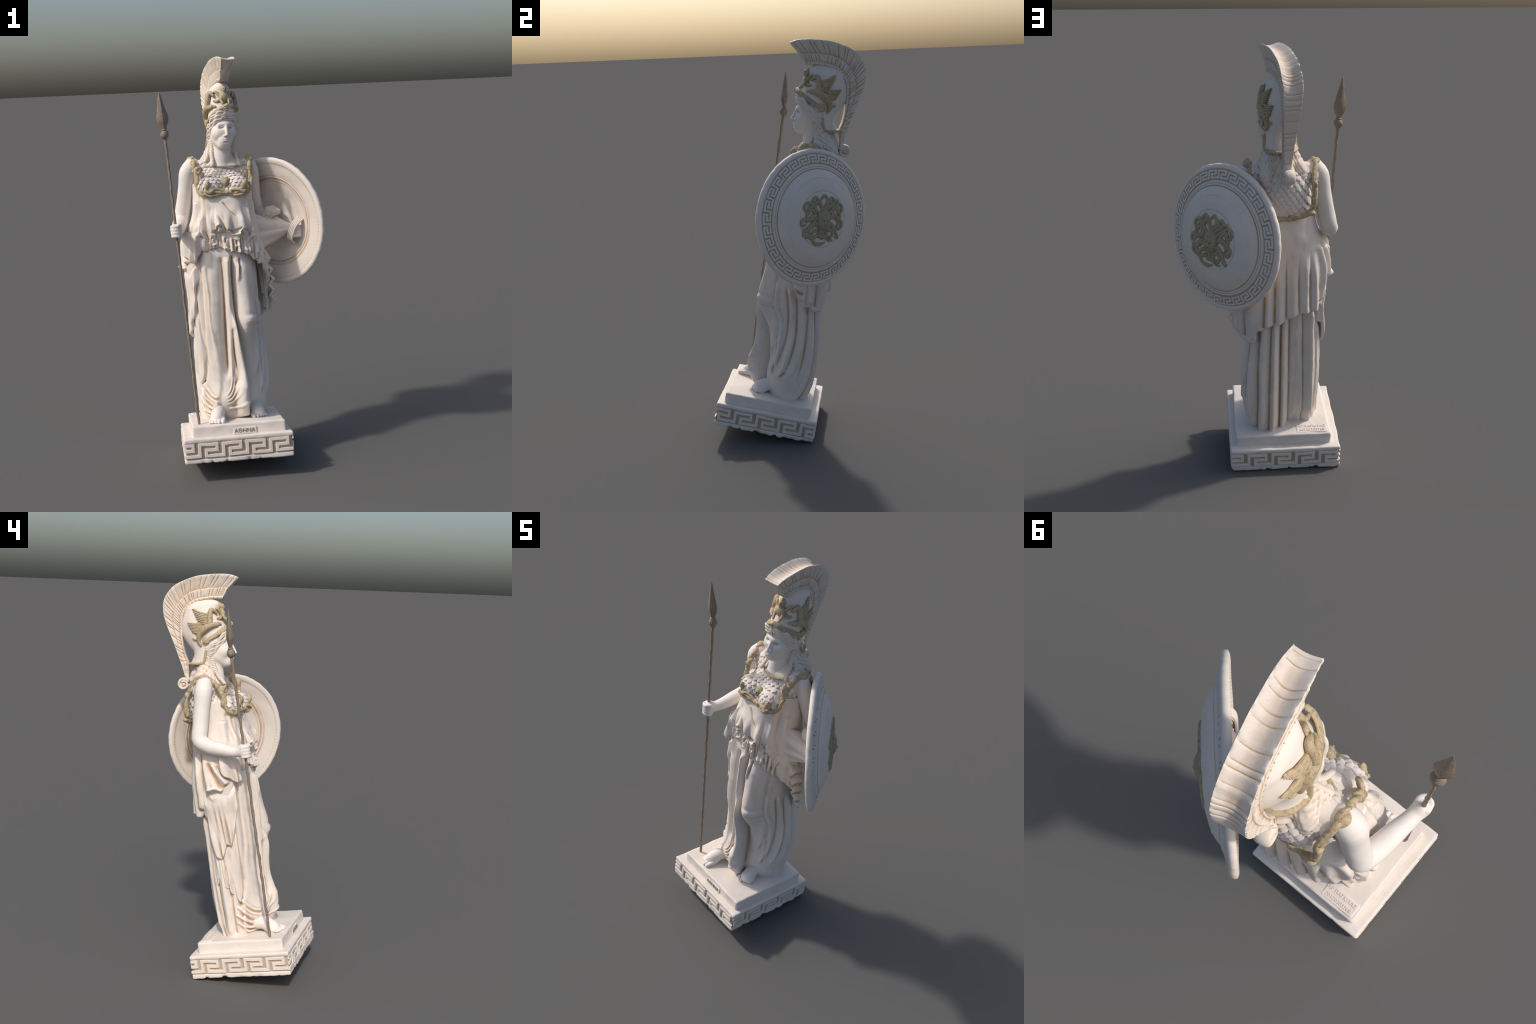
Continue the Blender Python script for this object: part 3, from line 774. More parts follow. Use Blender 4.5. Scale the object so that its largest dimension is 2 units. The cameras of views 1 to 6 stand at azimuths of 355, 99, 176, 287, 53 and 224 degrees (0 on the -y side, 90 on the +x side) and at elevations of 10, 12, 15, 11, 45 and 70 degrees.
BORDER = [(.037, -.128, 1.287), (-.02, -.132, 1.292), (-.065, -.134, 1.288), (-.098, -.105, 1.295), (-.113, -.085, 1.33), (-.112, -.085, 1.38), (-.116, -.062, 1.43), (-.124, -.03, 1.468), (-.130, .0, 1.480),
          (-.126, .04, 1.465), (-.118, .085, 1.42), (-.118, .108, 1.36), (-.112, .118, 1.31), (-.09, .126, 1.277), (-.03, .128, 1.265), (.03, .128, 1.257), (.085, .122, 1.262),
          (.128, .108, 1.31), (.145, .09, 1.37), (.155, .06, 1.44), (.163, .01, 1.474), (.163, -.035, 1.455), (.158, -.07, 1.41), (.156, -.088, 1.36), (.148, -.10, 1.31), (.115, -.128, 1.287), (.075, -.132, 1.285), (.037, -.128, 1.287)]
def twine(path, r, off, turns, n=520, ring=10, phase=0., var=.25):
    P = spline(path, n); T = np.gradient(P, axis=0); T /= np.linalg.norm(T, axis=1)[:, None]
    cen = np.array([.015, .0, 1.37]); out = P - cen; out -= T * (out * T).sum(1)[:, None]; out /= np.linalg.norm(out, axis=1)[:, None]
    bi = np.cross(T, out); a = np.linspace(0, turns * 2 * np.pi, n) + phase + 1.6 * np.sin(np.linspace(0, 23, n) + 1)
    Q = P + out * (np.cos(a) * off * .6)[:, None] + bi * (np.sin(a) * off)[:, None]
    rr = r * (1 + var * np.sin(a * 1.7 + phase * 3) + .12 * np.sin(a * 4.3))
    v, f = tube_geo(Q, rr, n=n, ring=ring)
    return v + .0018 * np.stack([wob(v, 150, k) for k in (21, 22, 23)], 1), f
put("snake_border", mesh("snake_border", *merge([twine(BORDER, .0085, .0065, 9, phase=0), twine(BORDER, .0078, .0075, 9, phase=math.pi), twine(BORDER, .0095, .002, 5, var=.2)])), aegis, OLIVE)
# wavy pair of snakes knotted under the medallion
for pts in ([(-.075, -.142, 1.300), (-.055, -.146, 1.292), (-.03, -.140, 1.308), (.0, -.134, 1.302), (.03, -.132, 1.290), (.06, -.136, 1.302), (.09, -.142, 1.300), (.115, -.145, 1.288)],
            [(-.085, -.140, 1.285), (-.05, -.140, 1.275), (-.015, -.134, 1.280), (.02, -.128, 1.288), (.05, -.130, 1.280), (.08, -.135, 1.274), (.12, -.136, 1.283)]):
    put("snake", mesh("snake", *tube_geo(pts, .0075, n=60, ring=10)), aegis, OLIVE)
def snake_head(base, tip, r, curl=None):
    base, tip = np.asarray(base, float), np.asarray(tip, float)
    pts = [base + (tip - base) * t for t in (0, .3, .6, .88, 1)]
    g = [tube_geo(pts, [r * .75, r * 1.1, r * 1.2, r * .75, r * .2], n=24, ring=12)]
    return put("snake_head", mesh("snake_head", *merge(g)), aegis, OLIVE)
snake_head((-.070, -.125, 1.303), (-.062, -.152, 1.350), .012)
snake_head((.110, -.125, 1.305), (.127, -.148, 1.350), .014)
snake_head((.157, -.085, 1.395), (.155, -.090, 1.448), .012)
def coil(c, ax_u, ax_v, R, r, turns=1.15):
    a = np.linspace(0, turns * 2 * math.pi, 40); rad = R * (1 - .45 * a / a[-1])
    P = np.asarray(c) + np.outer(rad * np.cos(a), ax_u) + np.outer(rad * np.sin(a), ax_v)
    return put("snake_coil", mesh("snake_coil", *tube_geo(P, r, n=60, ring=10)), aegis, OLIVE)
coil((-.100, -.098, 1.408), (.9, -.43, 0), (0, -.2, .98), .015, .0075)
coil((.158, -.035, 1.455), (.55, -.8, 0), (.2, .1, .97), .02, .009)
lumps = []
for c, r in (((-.130, .0, 1.478), (.022, .024, .014)), ((.166, .005, 1.472), (.022, .026, .016)), ((-.12, .095, 1.405), (.013, .014, .018)), ((-.118, .115, 1.335), (.014, .014, .02)), ((-.10, .128, 1.285), (.022, .014, .013)),
             ((.145, .085, 1.40), (.016, .016, .018))):
    v, f = ball_geo(c, r, nu=24, nv=16); v = v + .002 * np.stack([wob(v, 130, 1), wob(v, 130, 2), wob(v, 130, 3)], 1); lumps.append((v, f))
put("snake_knot", mesh("snake_knot", *merge(lumps)), aegis, OLIVE)
# collar
nk = []
for t in np.linspace(-1.5, 1.5, 30):
    h = 1.424 + .034 * math.sin(t / 2) ** 2
    dr = np.array([math.sin(t), -math.cos(t), 0])
    rs = np.linspace(.03, .16, 120)
    f = chest(np.array([.034, .0, h]) + rs[:, None] * dr) - .006
    nk.append(np.array([.034, 0, h]) + dr * (max(.070, rs[np.argmax(f > 0)]) + .004))
nk = np.array(nk)
for _ in range(3): nk[1:-1] = (nk[:-2] + 2 * nk[1:-1] + nk[2:]) / 4
put("collar", mesh("collar", *tube_geo(nk, [(.008, .0045)] * len(nk), n=80, ring=8)), aegis, OLIVE)
# medallion with a face
def medal_f(p):
    q = p - np.array([.030, -.120, 1.342])
    d = ell(q, (0, .004, 0), (.0265, .017, .0275))
    d = su(d, ell(q, (0, -.010, -.001), (.013, .010, .018)), .004)
    d = su(d, ell(q, (0, -.020, -.002), (.0028, .004, .006)), .003)
    for s in (-1, 1):
        d = sd(d, ell(q, (s * .0055, -.0195, .003), (.004, .0035, .0028)), .002)
    d = sd(d, ell(q, (0, -.0195, -.0105), (.006, .003, .0016)), .0015)
    return d + .0008 * wob(p, 300, 4)
V, F = surface_nets(medal_f, (-.005, -.16, 1.305), (.065, -.09, 1.38), .0016)
put("gorgon_medallion", mesh("gorgon_medallion", V, F), aegis, DULL)

# ================================================================== HEAD, HAIR, HELMET
def head_f(q):
    """q in head frame: lateral, forward, height"""
    q = q + np.stack([-(q[:, 2] - 1.655) * .085 + q[:, 1] * .015, 0 * q[:, 1], 0 * q[:, 2]], 1)   # head inclined a little
    s = np.abs(q[:, 0]); p = np.stack([s, q[:, 1], q[:, 2] + .0045 * smooth(1.66, 1.60, q[:, 2]) * smooth(1.53, 1.59, q[:, 2])], 1)
    d = ell(p, (0, .010, 1.655), (.062, .088, .075))
    d = su(d, ell(p, (0, .049, 1.610), (.0625, .069, .090)), .03)
    d = su(d, ell(p, (0, .084, 1.532), (.026, .026, .021)), .03)                    # chin
    d = su(d, cap(p, (.035, .030, 1.572), (.012, .080, 1.535), .017, .015), .02)      # jaw
    d = su(d, ell(p, (.029, .082, 1.594), (.022, .023, .022)), .025)                   # cheek
    d = su(d, cap(p, (.010, .113, 1.633), (.036, .099, 1.634), .0070, .006), .008)    # brow
    d = sd(d, ell(p, (.0245, .1235, 1.6175), (.0182, .0245, .0094)), .006)             # eye socket
    d = su(d, cap(p, (.012, .1085, 1.6225), (.037, .0965, 1.6205), .0026, .0020), .003)
    d = su(d, cap(p, (.013, .1065, 1.6115), (.036, .0955, 1.6125), .0022, .0018), .003)
    d = su(d, cap(p, (0, .1145, 1.634), (0, .1305, 1.580), .0062, .0078), .007)        # nose
    d = su(d, ell(p, (0, .1305, 1.5765), (.0075, .0075, .0062)), .005)
    d = su(d, ell(p, (.0085, .122, 1.5755), (.0052, .0075, .005)), .004)
    d = su(d, ell(p, (0, .102, 1.5530), (.028, .0165, .023)), .016)
    d = su(d, cap(p, (0.003, .1190, 1.5578), (.0165, .1125, 1.5548), .0036, .0020), .003)
    d = su(d, cap(p, (0, .1172, 1.5482), (.0140, .1118, 1.5505), .0042, .0022), .003)
    d = sd(d, cap(p, (0, .1225, 1.5530), (.0185, .1135, 1.5535), .0012, .0009), .0015)
    d = sd(d, ell(p, (0, .119, 1.5395), (.012, .006, .004)), .005)
    neck = cap(np.stack([q[:, 0], q[:, 1], q[:, 2]], 1), (.004, .0, 1.40), (.004, .012, 1.545), .056, .049)
    d = su(d, neck, .012)
    d = su(d, ell(p, (0, .002, 1.412), (.076, .064, .032)), .02)
    return d
def wide(c):
    return c
V, F = surface_nets(head_f, (-.085, -.09, 1.40), (.085, .15, 1.745), .0025)
cut = lambda c: (c[:, 2] < 1.520 + np.maximum(0, (.045 - to_hd(c)[:, 1])) * .5)
objs = split_by([("head", lambda c: ~cut(c), None), ("neck", cut, None)], hd(V), F, SKIN, {})
head = objs["head"]

# eyes and the tan-washed line of the lips
for s in (-1, 1):
    v, f = ball_geo((0, 0, 0), (.0120, .0080, .0060), nu=20, nv=12)
    c = np.array([s * .0245, .0945, 1.6125]); c[0] += (c[2] - 1.655) * .085 - c[1] * .015
    put("eye", mesh("eye", hd(v + c), f), head, EYEM)
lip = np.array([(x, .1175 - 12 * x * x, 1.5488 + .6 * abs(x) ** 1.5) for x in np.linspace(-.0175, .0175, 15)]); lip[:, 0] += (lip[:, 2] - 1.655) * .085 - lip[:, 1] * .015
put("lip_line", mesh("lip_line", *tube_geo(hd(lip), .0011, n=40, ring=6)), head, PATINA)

# hair: wavy strands drawn back from a centre parting to behind the ears
strands = []
for sgn in (-1, 1):
    for k in range(7):
        t = k / 6
        pts = [(sgn * .004, .119 + .016 * t - .03 * max(0, t - .75), 1.662 + .042 * t), (sgn * .028, .111 + .014 * t - .02 * max(0, t - .75), 1.655 + .042 * t), (sgn * (.054 + .006 * t), .086 + .011 * t, 1.634 + .044 * t),
               (sgn * (.063 + .008 * t), .052 + .012 * t, 1.606 + .042 * t), (sgn * (.066 + .008 * t), .022 + .008 * t, 1.582 + .046 * t), (sgn * .064, -.006, 1.566 + .050 * t)]
        n = 46
        P = spline(pts, n); u = np.linspace(0, 1, n)
        wv = np.sin(u * 24 + k * .55 + sgn) * .0036 * smooth(0, .12, u)
        P[:, 2] += wv - .010 * smooth(.14, 0, u) * (1 - .5 * t); P[:, 0] += sgn * wv * .9; P[:, 1] += wv * .5
        strands.append(tube_geo(hd(P), np.array([.0025, .0066, .0070, .0070, .0068, .0064]) * (1.15 if k % 2 else .88), n=n, ring=8))
put("hair", mesh("hair", *merge(strands)), head, HAIRM)
V, F = surface_nets(lambda p: su(ell(np.stack([np.abs(p[:, 0]), p[:, 1], p[:, 2]], 1), (.052, .03, 1.607), (.020, .043, .034)), ell(p, (0, .096, 1.682), (.048, .033, .026)), .02), (-.09, -.05, 1.54), (.09, .15, 1.72), .004)
put("hair", mesh("hair", hd(V), F), head, HAIRM)

# long hair over the nape and shoulders
def mane_f(p):
    q = to_hd(p)
    d = chain(q, [(0, -.015, 1.58), (0, -.035, 1.53), (0, -.075, 1.47), (0, -.100, 1.42)], [.040, .044, .045, .03], 8)
    for s in (-1, 1):
        d = su(d, chain(q, [(s * .038, -.015, 1.57), (s * .050, -.035, 1.51), (s * .075, -.07, 1.455), (s * .08, -.09, 1.42)], [.028, .032, .032, .022], 8), .02)
        d = su(d, chain(q, [(s * .042, .005, 1.57), (s * .055, .0, 1.51), (s * .085, -.012, 1.465), (s * .105, -.015, 1.44)], [.02, .024, .024, .016], 8), .018)
    w = np.sin(q[:, 2] * 190 + 5 * np.sin(q[:, 0] * 60)) * np.sin(q[:, 0] * 230 + q[:, 1] * 170 + 3 * np.sin(q[:, 2] * 40))
    return d + .0022 * w + .0012 * wob(p, 90, 6)
V, F = surface_nets(mane_f, (-.11, -.06, 1.38), (.18, .15, 1.64), .0035)
put("hair", mesh("hair", V, F), head, HAIRM)
def braid(pts, r, n=110, turns=5):
    g = []
    for ph in (0, 2.09, 4.19):
        P = spline(pts, n); a = np.linspace(0, turns * 6.283, n) + ph
        P = P + np.stack([np.cos(a) * r * .62, np.sin(a) * r * .62, 0 * a], 1)
        g.append(tube_geo(P, np.full(len(pts), r * .62), n=n, ring=8))
    return put("braid", mesh("braid", *merge(g)), head, HAIRM)
for s in (-1, 1):
    braid(hd(np.array([(s * .060, .015, 1.575), (s * .058, .022, 1.53), (s * .064, .032, 1.48), (s * .070, .050, 1.45), (s * .072, .062, 1.432)])), .0085)
    braid(hd(np.array([(s * .064, .0, 1.575), (s * .068, .005, 1.53), (s * .082, .010, 1.485), (s * .098, .012, 1.455)])), .008)

# ---- helmet bowl
HL_H = [1.54, 1.57, 1.60, 1.65, 1.70, 1.75, 1.80, 1.835, 1.855]
HL_R = [[.100, .095, .085, .066, .074, .092, .112, .092, .074, .066, .085, .095],
        [.105, .100, .085, .065, .071, .081, .088, .081, .071, .065, .085, .100],
        [.110, .103, .083, .064, .068, .074, .074, .074, .068, .064, .083, .103],
        [.114, .104, .082, .064, .066, .080, .098, .080, .066, .064, .082, .104],
        [.110, .098, .078, .062, .066, .090, .119, .090, .066, .062, .078, .098],
        [.086, .085, .073, .060, .064, .090, .116, .090, .064, .060, .073, .085],
        [.086, .077, .060, .051, .056, .076, .096, .076, .056, .051, .060, .077],
        [.086, .064, .043, .037, .042, .058, .074, .058, .042, .037, .043, .064],
        [.060, .030, .018, .014, .018, .024, .034, .024, .018, .014, .018, .030]]
HHEM = [(0, 1.712), (15, 1.708), (30, 1.698), (45, 1.684), (60, 1.664), (75, 1.642), (86, 1.625), (96, 1.60), (106, 1.565), (114, 1.548), (125, 1.545), (150, 1.55), (180, 1.552),
        (210, 1.55), (235, 1.545), (246, 1.548), (254, 1.565), (264, 1.60), (274, 1.625), (285, 1.642), (300, 1.664), (315, 1.684), (330, 1.698), (345, 1.708), (360, 1.712)]
V, F = cloth_geo((0, 0), HL_H, HL_R, 1.855, HHEM, (), thick=.007, nth=240, nh=120, noise=.0006, seed=5)
V = hd(np.stack([V[:, 0], -V[:, 1], V[:, 2]], 1))
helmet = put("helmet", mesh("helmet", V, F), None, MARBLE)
def hr(th, z):
    """helmet radius at angle (deg, 0 front, 90 her left) and height"""
    return float(ring_interp(table_h(HL_H, HL_R, np.array([z])), np.radians(np.array([th])))[0])
def onh(th, z, lift=0.):
    r = hr(th % 360, z) + lift; a = math.radians(th)
    return (r * math.sin(a), r * math.cos(a), z)

# neck-guard rim, brow visor and round hinge bosses
rim = [onh(a, h, .001) for a, h in [(94, 1.606), (100, 1.585), (106, 1.562), (114, 1.547), (130, 1.546), (155, 1.55), (180, 1.552), (205, 1.55), (230, 1.546), (246, 1.547), (254, 1.562), (260, 1.585), (266, 1.606)]]
put("helmet_rim", mesh("helmet_rim", *tube_geo(hd(np.array(rim)), [(.012, .0075)] * len(rim), n=90, ring=10)), helmet, OLIVE)
for s in (-1, 1):
    pts = [(0, .134, 1.724), (s * .022, .128, 1.714), (s * .045, .108, 1.700), (s * .062, .078, 1.685), (s * .071, .042, 1.668), (s * .074, .010, 1.655)]
    put("visor", mesh("visor", *tube_geo(hd(np.array(pts)), [(.010, .004), (.012, .004), (.012, .0045), (.012, .0045), (.011, .0045), (.009, .004)], n=60, ring=10, up=(s * .7, -.6, .5))), helmet, OLIVE)
    v, f = ball_geo((0, 0, 0), (.0185, .0185, .006), nu=28, nv=10)
    A = np.stack([v[:, 2] * s + s * .0755, v[:, 0] + .003, v[:, 1] + 1.655], 1)
    put("hinge_boss", mesh("hinge_boss", hd(A), f), helmet, OLIVE)

# ---- crest: three stepped rows of combed hair sweeping from the brow to a curled tail
OUT = [(.201, 1.936), (.165, 1.953), (.105, 1.965), (.02, 1.971), (-.045, 1.963), (-.108, 1.945), (-.15, 1.915), (-.178, 1.877), (-.189, 1.83), (-.186, 1.77), (-.172, 1.70), (-.158, 1.63), (-.146, 1.56), (-.137, 1.49)]
MID = [(.142, 1.889), (.105, 1.896), (.05, 1.902), (-.01, 1.902), (-.055, 1.893), (-.095, 1.868), (-.122, 1.840), (-.138, 1.812), (-.147, 1.78), (-.150, 1.735), (-.144, 1.675), (-.137, 1.61), (-.129, 1.55), (-.128, 1.485)]
LOW = [(.106, 1.842), (.075, 1.849), (.03, 1.853), (-.015, 1.849), (-.048, 1.839), (-.075, 1.820), (-.095, 1.794), (-.107, 1.765), (-.113, 1.735), (-.116, 1.70), (-.119, 1.655), (-.116, 1.60), (-.108, 1.555), (-.119, 1.478)]
n = 520
O, Mi, Lo = spline(OUT, n), spline(MID, n), spline(LOW, n)
t = np.linspace(0, 1, n)
wtop = np.interp(t, [0, .12, .5, .66, .8, .9, 1], [.037, .043, .046, .042, .030, .022, .014])
wmid = np.interp(t, [0, .5, .66, .8, .9, 1], [.024, .027, .028, .026, .021, .013])
wlow = np.interp(t, [0, .5, .66, .8, .9, 1], [.021, .022, .022, .022, .019, .012])
teeth = lambda k, sh: np.abs(np.sin(np.pi * (t * k + sh + .35 * np.sin(t * 37 + sh * 9) + .2 * np.sin(t * 91)))) ** .55      # 1 on locks, 0 in the cuts between
g1, g2 = teeth(25, .0), teeth(30, .3)
fade = smooth(1.0, .85, t) * .75 + .25
rows = []   # (position blend between Lo/Mi/O, half width)
cut1, cut2 = (1 - g1) * .0068 * fade, (1 - g2) * .0055 * fade
prof = [(Lo, None, 0, wlow * .55), (Lo, None, 0, wlow), (Lo, Mi, .10, wlow + .0035), (Lo, Mi, .22, wlow + .0032), (Lo, Mi, .26, wlow + .0005),
        (Lo, Mi, .34, wlow + .0012 - cut2), (Lo, Mi, .60, wlow * .4 + wmid * .6 + .001 - cut2), (Lo, Mi, .92, wmid + .0038 - cut2), (Mi, None, 0, wmid + .0034 - cut2 * .5), (Mi, O, .04, wmid - .0012),
        (Mi, O, .10, wmid + .0005 - cut1 * .6), (Mi, O, .45, wmid * .62 + wtop * .38 - cut1), (Mi, O, .80, wmid * .22 + wtop * .78 - cut1), (Mi, O, .95, wtop - cut1 * .6), (Mi, O, 1.0, wtop * .93),
        (Mi, O, .99, wtop * .84), (Mi, O, .95, wtop * .72), (Mi, O, .90, wtop * .58), (Mi, O, .85, wtop * .44), (Mi, O, .81, wtop * .3), (Mi, O, .785, wtop * .15), (Mi, O, .78, wtop * 0)]
for A, B, k, w in prof:
    q = A if B is None else A * (1 - k) + B * k
    rows.append((q, w))
deepen = smooth(.72, .5, t) * (.25 + .75 * smooth(0, .16, t))   # the trough along the top fades out on the tail
right = []
for idx, (q, w) in enumerate(rows):
    if idx >= 15:
        flat = O + (O - Mi) * 0.0
        q = q * deepen[:, None] + flat * (1 - deepen)[:, None]
        q = q - (O - Mi) / np.linalg.norm(O - Mi, axis=1)[:, None] * ((1 - g1) * .0035)[:, None]
    right.append(np.stack([w, q[:, 0], q[:, 1]], 1))
left = [r * [-1, 1, 1] for r in right[::-1]][1:]
G = np.stack(right + left, 1)
m = G.shape[1]
V = G.reshape(-1, 3); V = V + (.0008 * wob(V, 120, 2))[:, None] * np.sign(V) * [1, 0, 0]
Fq = grid_faces(n, m, wrap_m=True)
# end caps
V = np.vstack([V, G[0].mean(0) + [0, .002, 0], G[-1].mean(0) + [0, 0, -.004]])
capf = [[j, (j + 1) % m, n * m, n * m] for j in range(m)] + [[(n - 1) * m + (j + 1) % m, (n - 1) * m + j, n * m + 1, n * m + 1] for j in range(m)]
faces_ = [tuple(f) for f in Fq] + [tuple(dict.fromkeys(f)) for f in capf]
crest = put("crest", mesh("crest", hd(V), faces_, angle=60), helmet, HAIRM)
plumes = []
for A, B, wa, wb in ((Mi, O, wmid[0], wtop[0]), (Lo * .75 + Mi * .25, Mi, wlow[0], wmid[0])):
    for k in range(9):
        l = (k - 4) / 4.4
        a3 = np.array([l * wa, A[0, 0], A[0, 1]]); b3 = np.array([l * wb, B[0, 0], B[0, 1]]); dv = b3 - a3
        plumes.append(tube_geo(hd(np.array([a3 + dv * .06, a3 + dv * .5, a3 + dv * .90])), [wa / 9.5, (wa + wb) / 19, wb / 14], n=10, ring=8))
put("plume", mesh("plume", *merge(plumes)), crest, HAIRM)
# combed grooves on the front faces of the two plumes, the row of rivets, the curled tail
for s in (-1, 1):
    studs = []
    for k in range(17):
        i = int(n * (.02 + .62 * k / 16)); q = Lo[i] * .84 + Mi[i] * .16
        studs.append(ball_geo(hd(np.array([s * (wlow[i] + .0035), q[0], q[1]])), .0026, nu=8, nv=6))
    put("rivet", mesh("rivet", *merge(studs)), crest, PATINA)["kind"] = "stuff"
a = np.linspace(0, 1.55 * 2 * math.pi, 60)
rr = .028 - .016 * a / a[-1]
cx, cz = -.151, 1.456
sp = np.stack([0 * a, cx + rr * np.cos(a + .3) , cz + rr * np.sin(a + .3)], 1)
sp = np.vstack([[(0, -.128, 1.505)], sp])
v, f = ball_geo((0, 0, 0), (.021, .012, .012), nu=20, nv=12)
put("crest_curl", mesh("crest_curl", hd(v + [0, cx, cz]), f), crest, HAIRM)
put("crest_curl", mesh("crest_curl", *tube_geo(hd(sp), [(.022, .009)] + [(.024, .009)] * 50 + [(.018, .008)] * 10, n=120, ring=12)), crest, HAIRM)

# ---- winged horses on both sides and the sphinx on the brow
def feather_fan(root_a, root_b, tip_a, tip_b, k, w, s, lift=.004):
    """k overlapping feathers between two edges, given as (angle, height) on the bowl"""
    g = []
    for i in range(k):
        f = i / (k - 1)
        ra = np.array(root_a) * (1 - f) + np.array(root_b) * f; tp = np.array(tip_a) * (1 - f) + np.array(tip_b) * f
        mid = (ra + tp) / 2 + np.array([0, -.004])
        pts = [onh(s * ra[0], ra[1], lift), onh(s * mid[0], mid[1], lift + .003), onh(s * tp[0], tp[1], lift + .002)]
        g.append(tube_geo(hd(np.array(pts)), [(w, w * .7), (w * 1.1, w * .8), (w * .45, w * .4)], n=14, ring=8))
    return g
for s in (-1, 1):
    g = feather_fan((58, 1.775), (70, 1.738), (130, 1.815), (106, 1.745), 7, .0062, s, .006)          # raised wing
    put("wing", mesh("wing", *merge(g)), helmet, OLIVE)
    g = feather_fan((90, 1.738), (96, 1.695), (146, 1.752), (134, 1.705), 7, .0065, s, .005)           # folded wing below
    put("wing", mesh("wing", *merge(g)), helmet, OLIVE)
    body = [onh(s * 40, 1.722, .006), onh(s * 62, 1.722, .009), onh(s * 85, 1.712, .010), onh(s * 108, 1.690, .008), onh(s * 118, 1.66, .006), onh(s * 112, 1.632, .004)]
    neck = [onh(s * 68, 1.725, .009), onh(s * 62, 1.75, .009), onh(s * 58, 1.778, .011), onh(s * 50, 1.797, .012), onh(s * 40, 1.790, .010), onh(s * 33, 1.775, .007)]
    leg1 = [onh(s * 58, 1.722, .010), onh(s * 42, 1.728, .007), onh(s * 28, 1.722, .004)]
    leg2 = [onh(s * 110, 1.68, .006), onh(s * 128, 1.665, .005), onh(s * 140, 1.675, .004)]
    edge = [onh(s * 72, 1.735, .006), onh(s * 92, 1.775, .007), onh(s * 112, 1.803, .006), onh(s * 128, 1.815, .004)]
    put("winged_horse", mesh("winged_horse", *merge([tube_geo(hd(np.array(x)), r, n=30, ring=10) for x, r in
        ((body, [.010, .015, .019, .016, .011, .006]), (neck, [.015, .014, .013, .011, .009, .006]), (leg1, [.009, .008, .006]), (leg2, [.007, .005, .004]), (edge, [.006, .006, .005, .003]))])), helmet, OLIVE)
def sphinx_f(q):
    s = np.abs(q[:, 0]); p = np.stack([s, q[:, 1], q[:, 2]], 1)
    d = ell(p, (0, .099, 1.806), (.013, .013, .017))
    d = su(d, ell(p, (0, .090, 1.812), (.016, .012, .018)), .004)
    d = su(d, ell(p, (0, .094, 1.768), (.022, .017, .028)), .008)
    d = su(d, chain(p, [(.014, .095, 1.775), (.020, .104, 1.752), (.016, .118, 1.732)], [.008, .007, .006], 8), .005)
    d = su(d, chain(p, [(.016, .088, 1.772), (.030, .083, 1.788), (.040, .075, 1.800), (.046, .066, 1.796)], [.008, .008, .007, .004], 8), .005)
    d = su(d, chain(p, [(.020, .086, 1.755), (.036, .080, 1.748), (.046, .074, 1.752)], [.008, .008, .006], 6), .005)
    d = sd(d, ell(p, (.0045, .1095, 1.808), (.003, .003, .0022)), .002)
    d = su(d, ell(p, (0, .1105, 1.803), (.002, .003, .005)), .002)
    return d + .0006 * wob(q, 200, 2)
V, F = surface_nets(sphinx_f, (-.07, .05, 1.71), (.07, .14, 1.84), .002)
put("sphinx", mesh("sphinx", hd(V), F), helmet, OLIVE)

# ================================================================== SHIELD
SCn = np.array([.273, .064, 1.148]); az, el_ = math.radians(42.4), math.radians(9.9); SR = .329
SN = np.array([math.cos(az) * math.cos(el_), math.sin(az) * math.cos(el_), math.sin(el_)])
SA = np.cross([0, 0, 1], SN); SA /= np.linalg.norm(SA); SB = np.cross(SN, SA)
def sh(r, phi, off):
    """shield polar coordinates: phi clockwise from the top as seen from outside"""
    r, phi, off = np.broadcast_arrays(r, phi, off)
    return SCn + (r * np.sin(phi))[..., None] * SA + (r * np.cos(phi))[..., None] * SB + off[..., None] * SN
PROFILE = [(.0005, .079), (.05, .0785), (.10, .0765), (.130, .0735), (.133, .0715), (.136, .0728), (.17, .0655), (.205, .0515), (.232, .0345), (.2355, .0285), (.2385, .0315), (.2425, .0305), (.2455, .0275),
           (.249, .0295), (.255, .0275), (.2575, .0205)]
BAND = [(.2575, .0205), (.28, .016), (.3065, .009)]
RIM = [(.3065, .009), (.309, .0135), (.318, .0115), (.326, .006), (.329, -.002), (.327, -.0115), (.319, -.0155), (.303, -.0135), (.300, -.0115), (.26, -.003), (.229, .006), (.226, .0035), (.223, .008), (.213, .012), (.210, .0095), (.207, .014), (.15, .033), (.08, .044), (.0005, .048)]
def lathe(prof, name, parent, material, n=256, angle=None):
    P = np.array(prof); dense = [P[0]]
    for a, b in zip(P[:-1], P[1:]):
        k = max(1, int(np.linalg.norm(b - a) / .006))
        dense += [a + (b - a) * j / k for j in range(1, k + 1)]
    P = np.array(dense); ph = np.linspace(0, 2 * np.pi, n, endpoint=False)
    rough = .0012 * np.sin(ph * 23) * .4 + .0012 * np.sin(ph * 41 + 1) * .5
    R = P[:, 0][None, :] + (rough[:, None] * smooth(.31, .329, P[:, 0])[None, :])
    V = sh(R, ph[:, None], P[:, 1][None, :] + .0007 * np.sin(9 * ph[:, None] + P[:, 0][None, :] * 60))
    return put(name, mesh(name, V.reshape(-1, 3), grid_faces(n, len(P), wrap_n=True), angle=angle), parent, material)
shield = lathe(PROFILE, "shield", None, MARBLE)
lathe(BAND, "shield_band", shield, PATINA)
lathe(RIM, "shield_rim", shield, MARBLE)
band_off = lambda r: np.interp(r, [.2575, .28, .3065], [.0205, .016, .009])
cnt = 30; line = meander(cnt)
def on_band(u, v, lift):
    r = .2685 + .0300 * v
    return sh(r, u / cnt * 2 * math.pi, band_off(r) + lift)
line2 = np.stack([line[:, 0], line[:, 1]], 1)
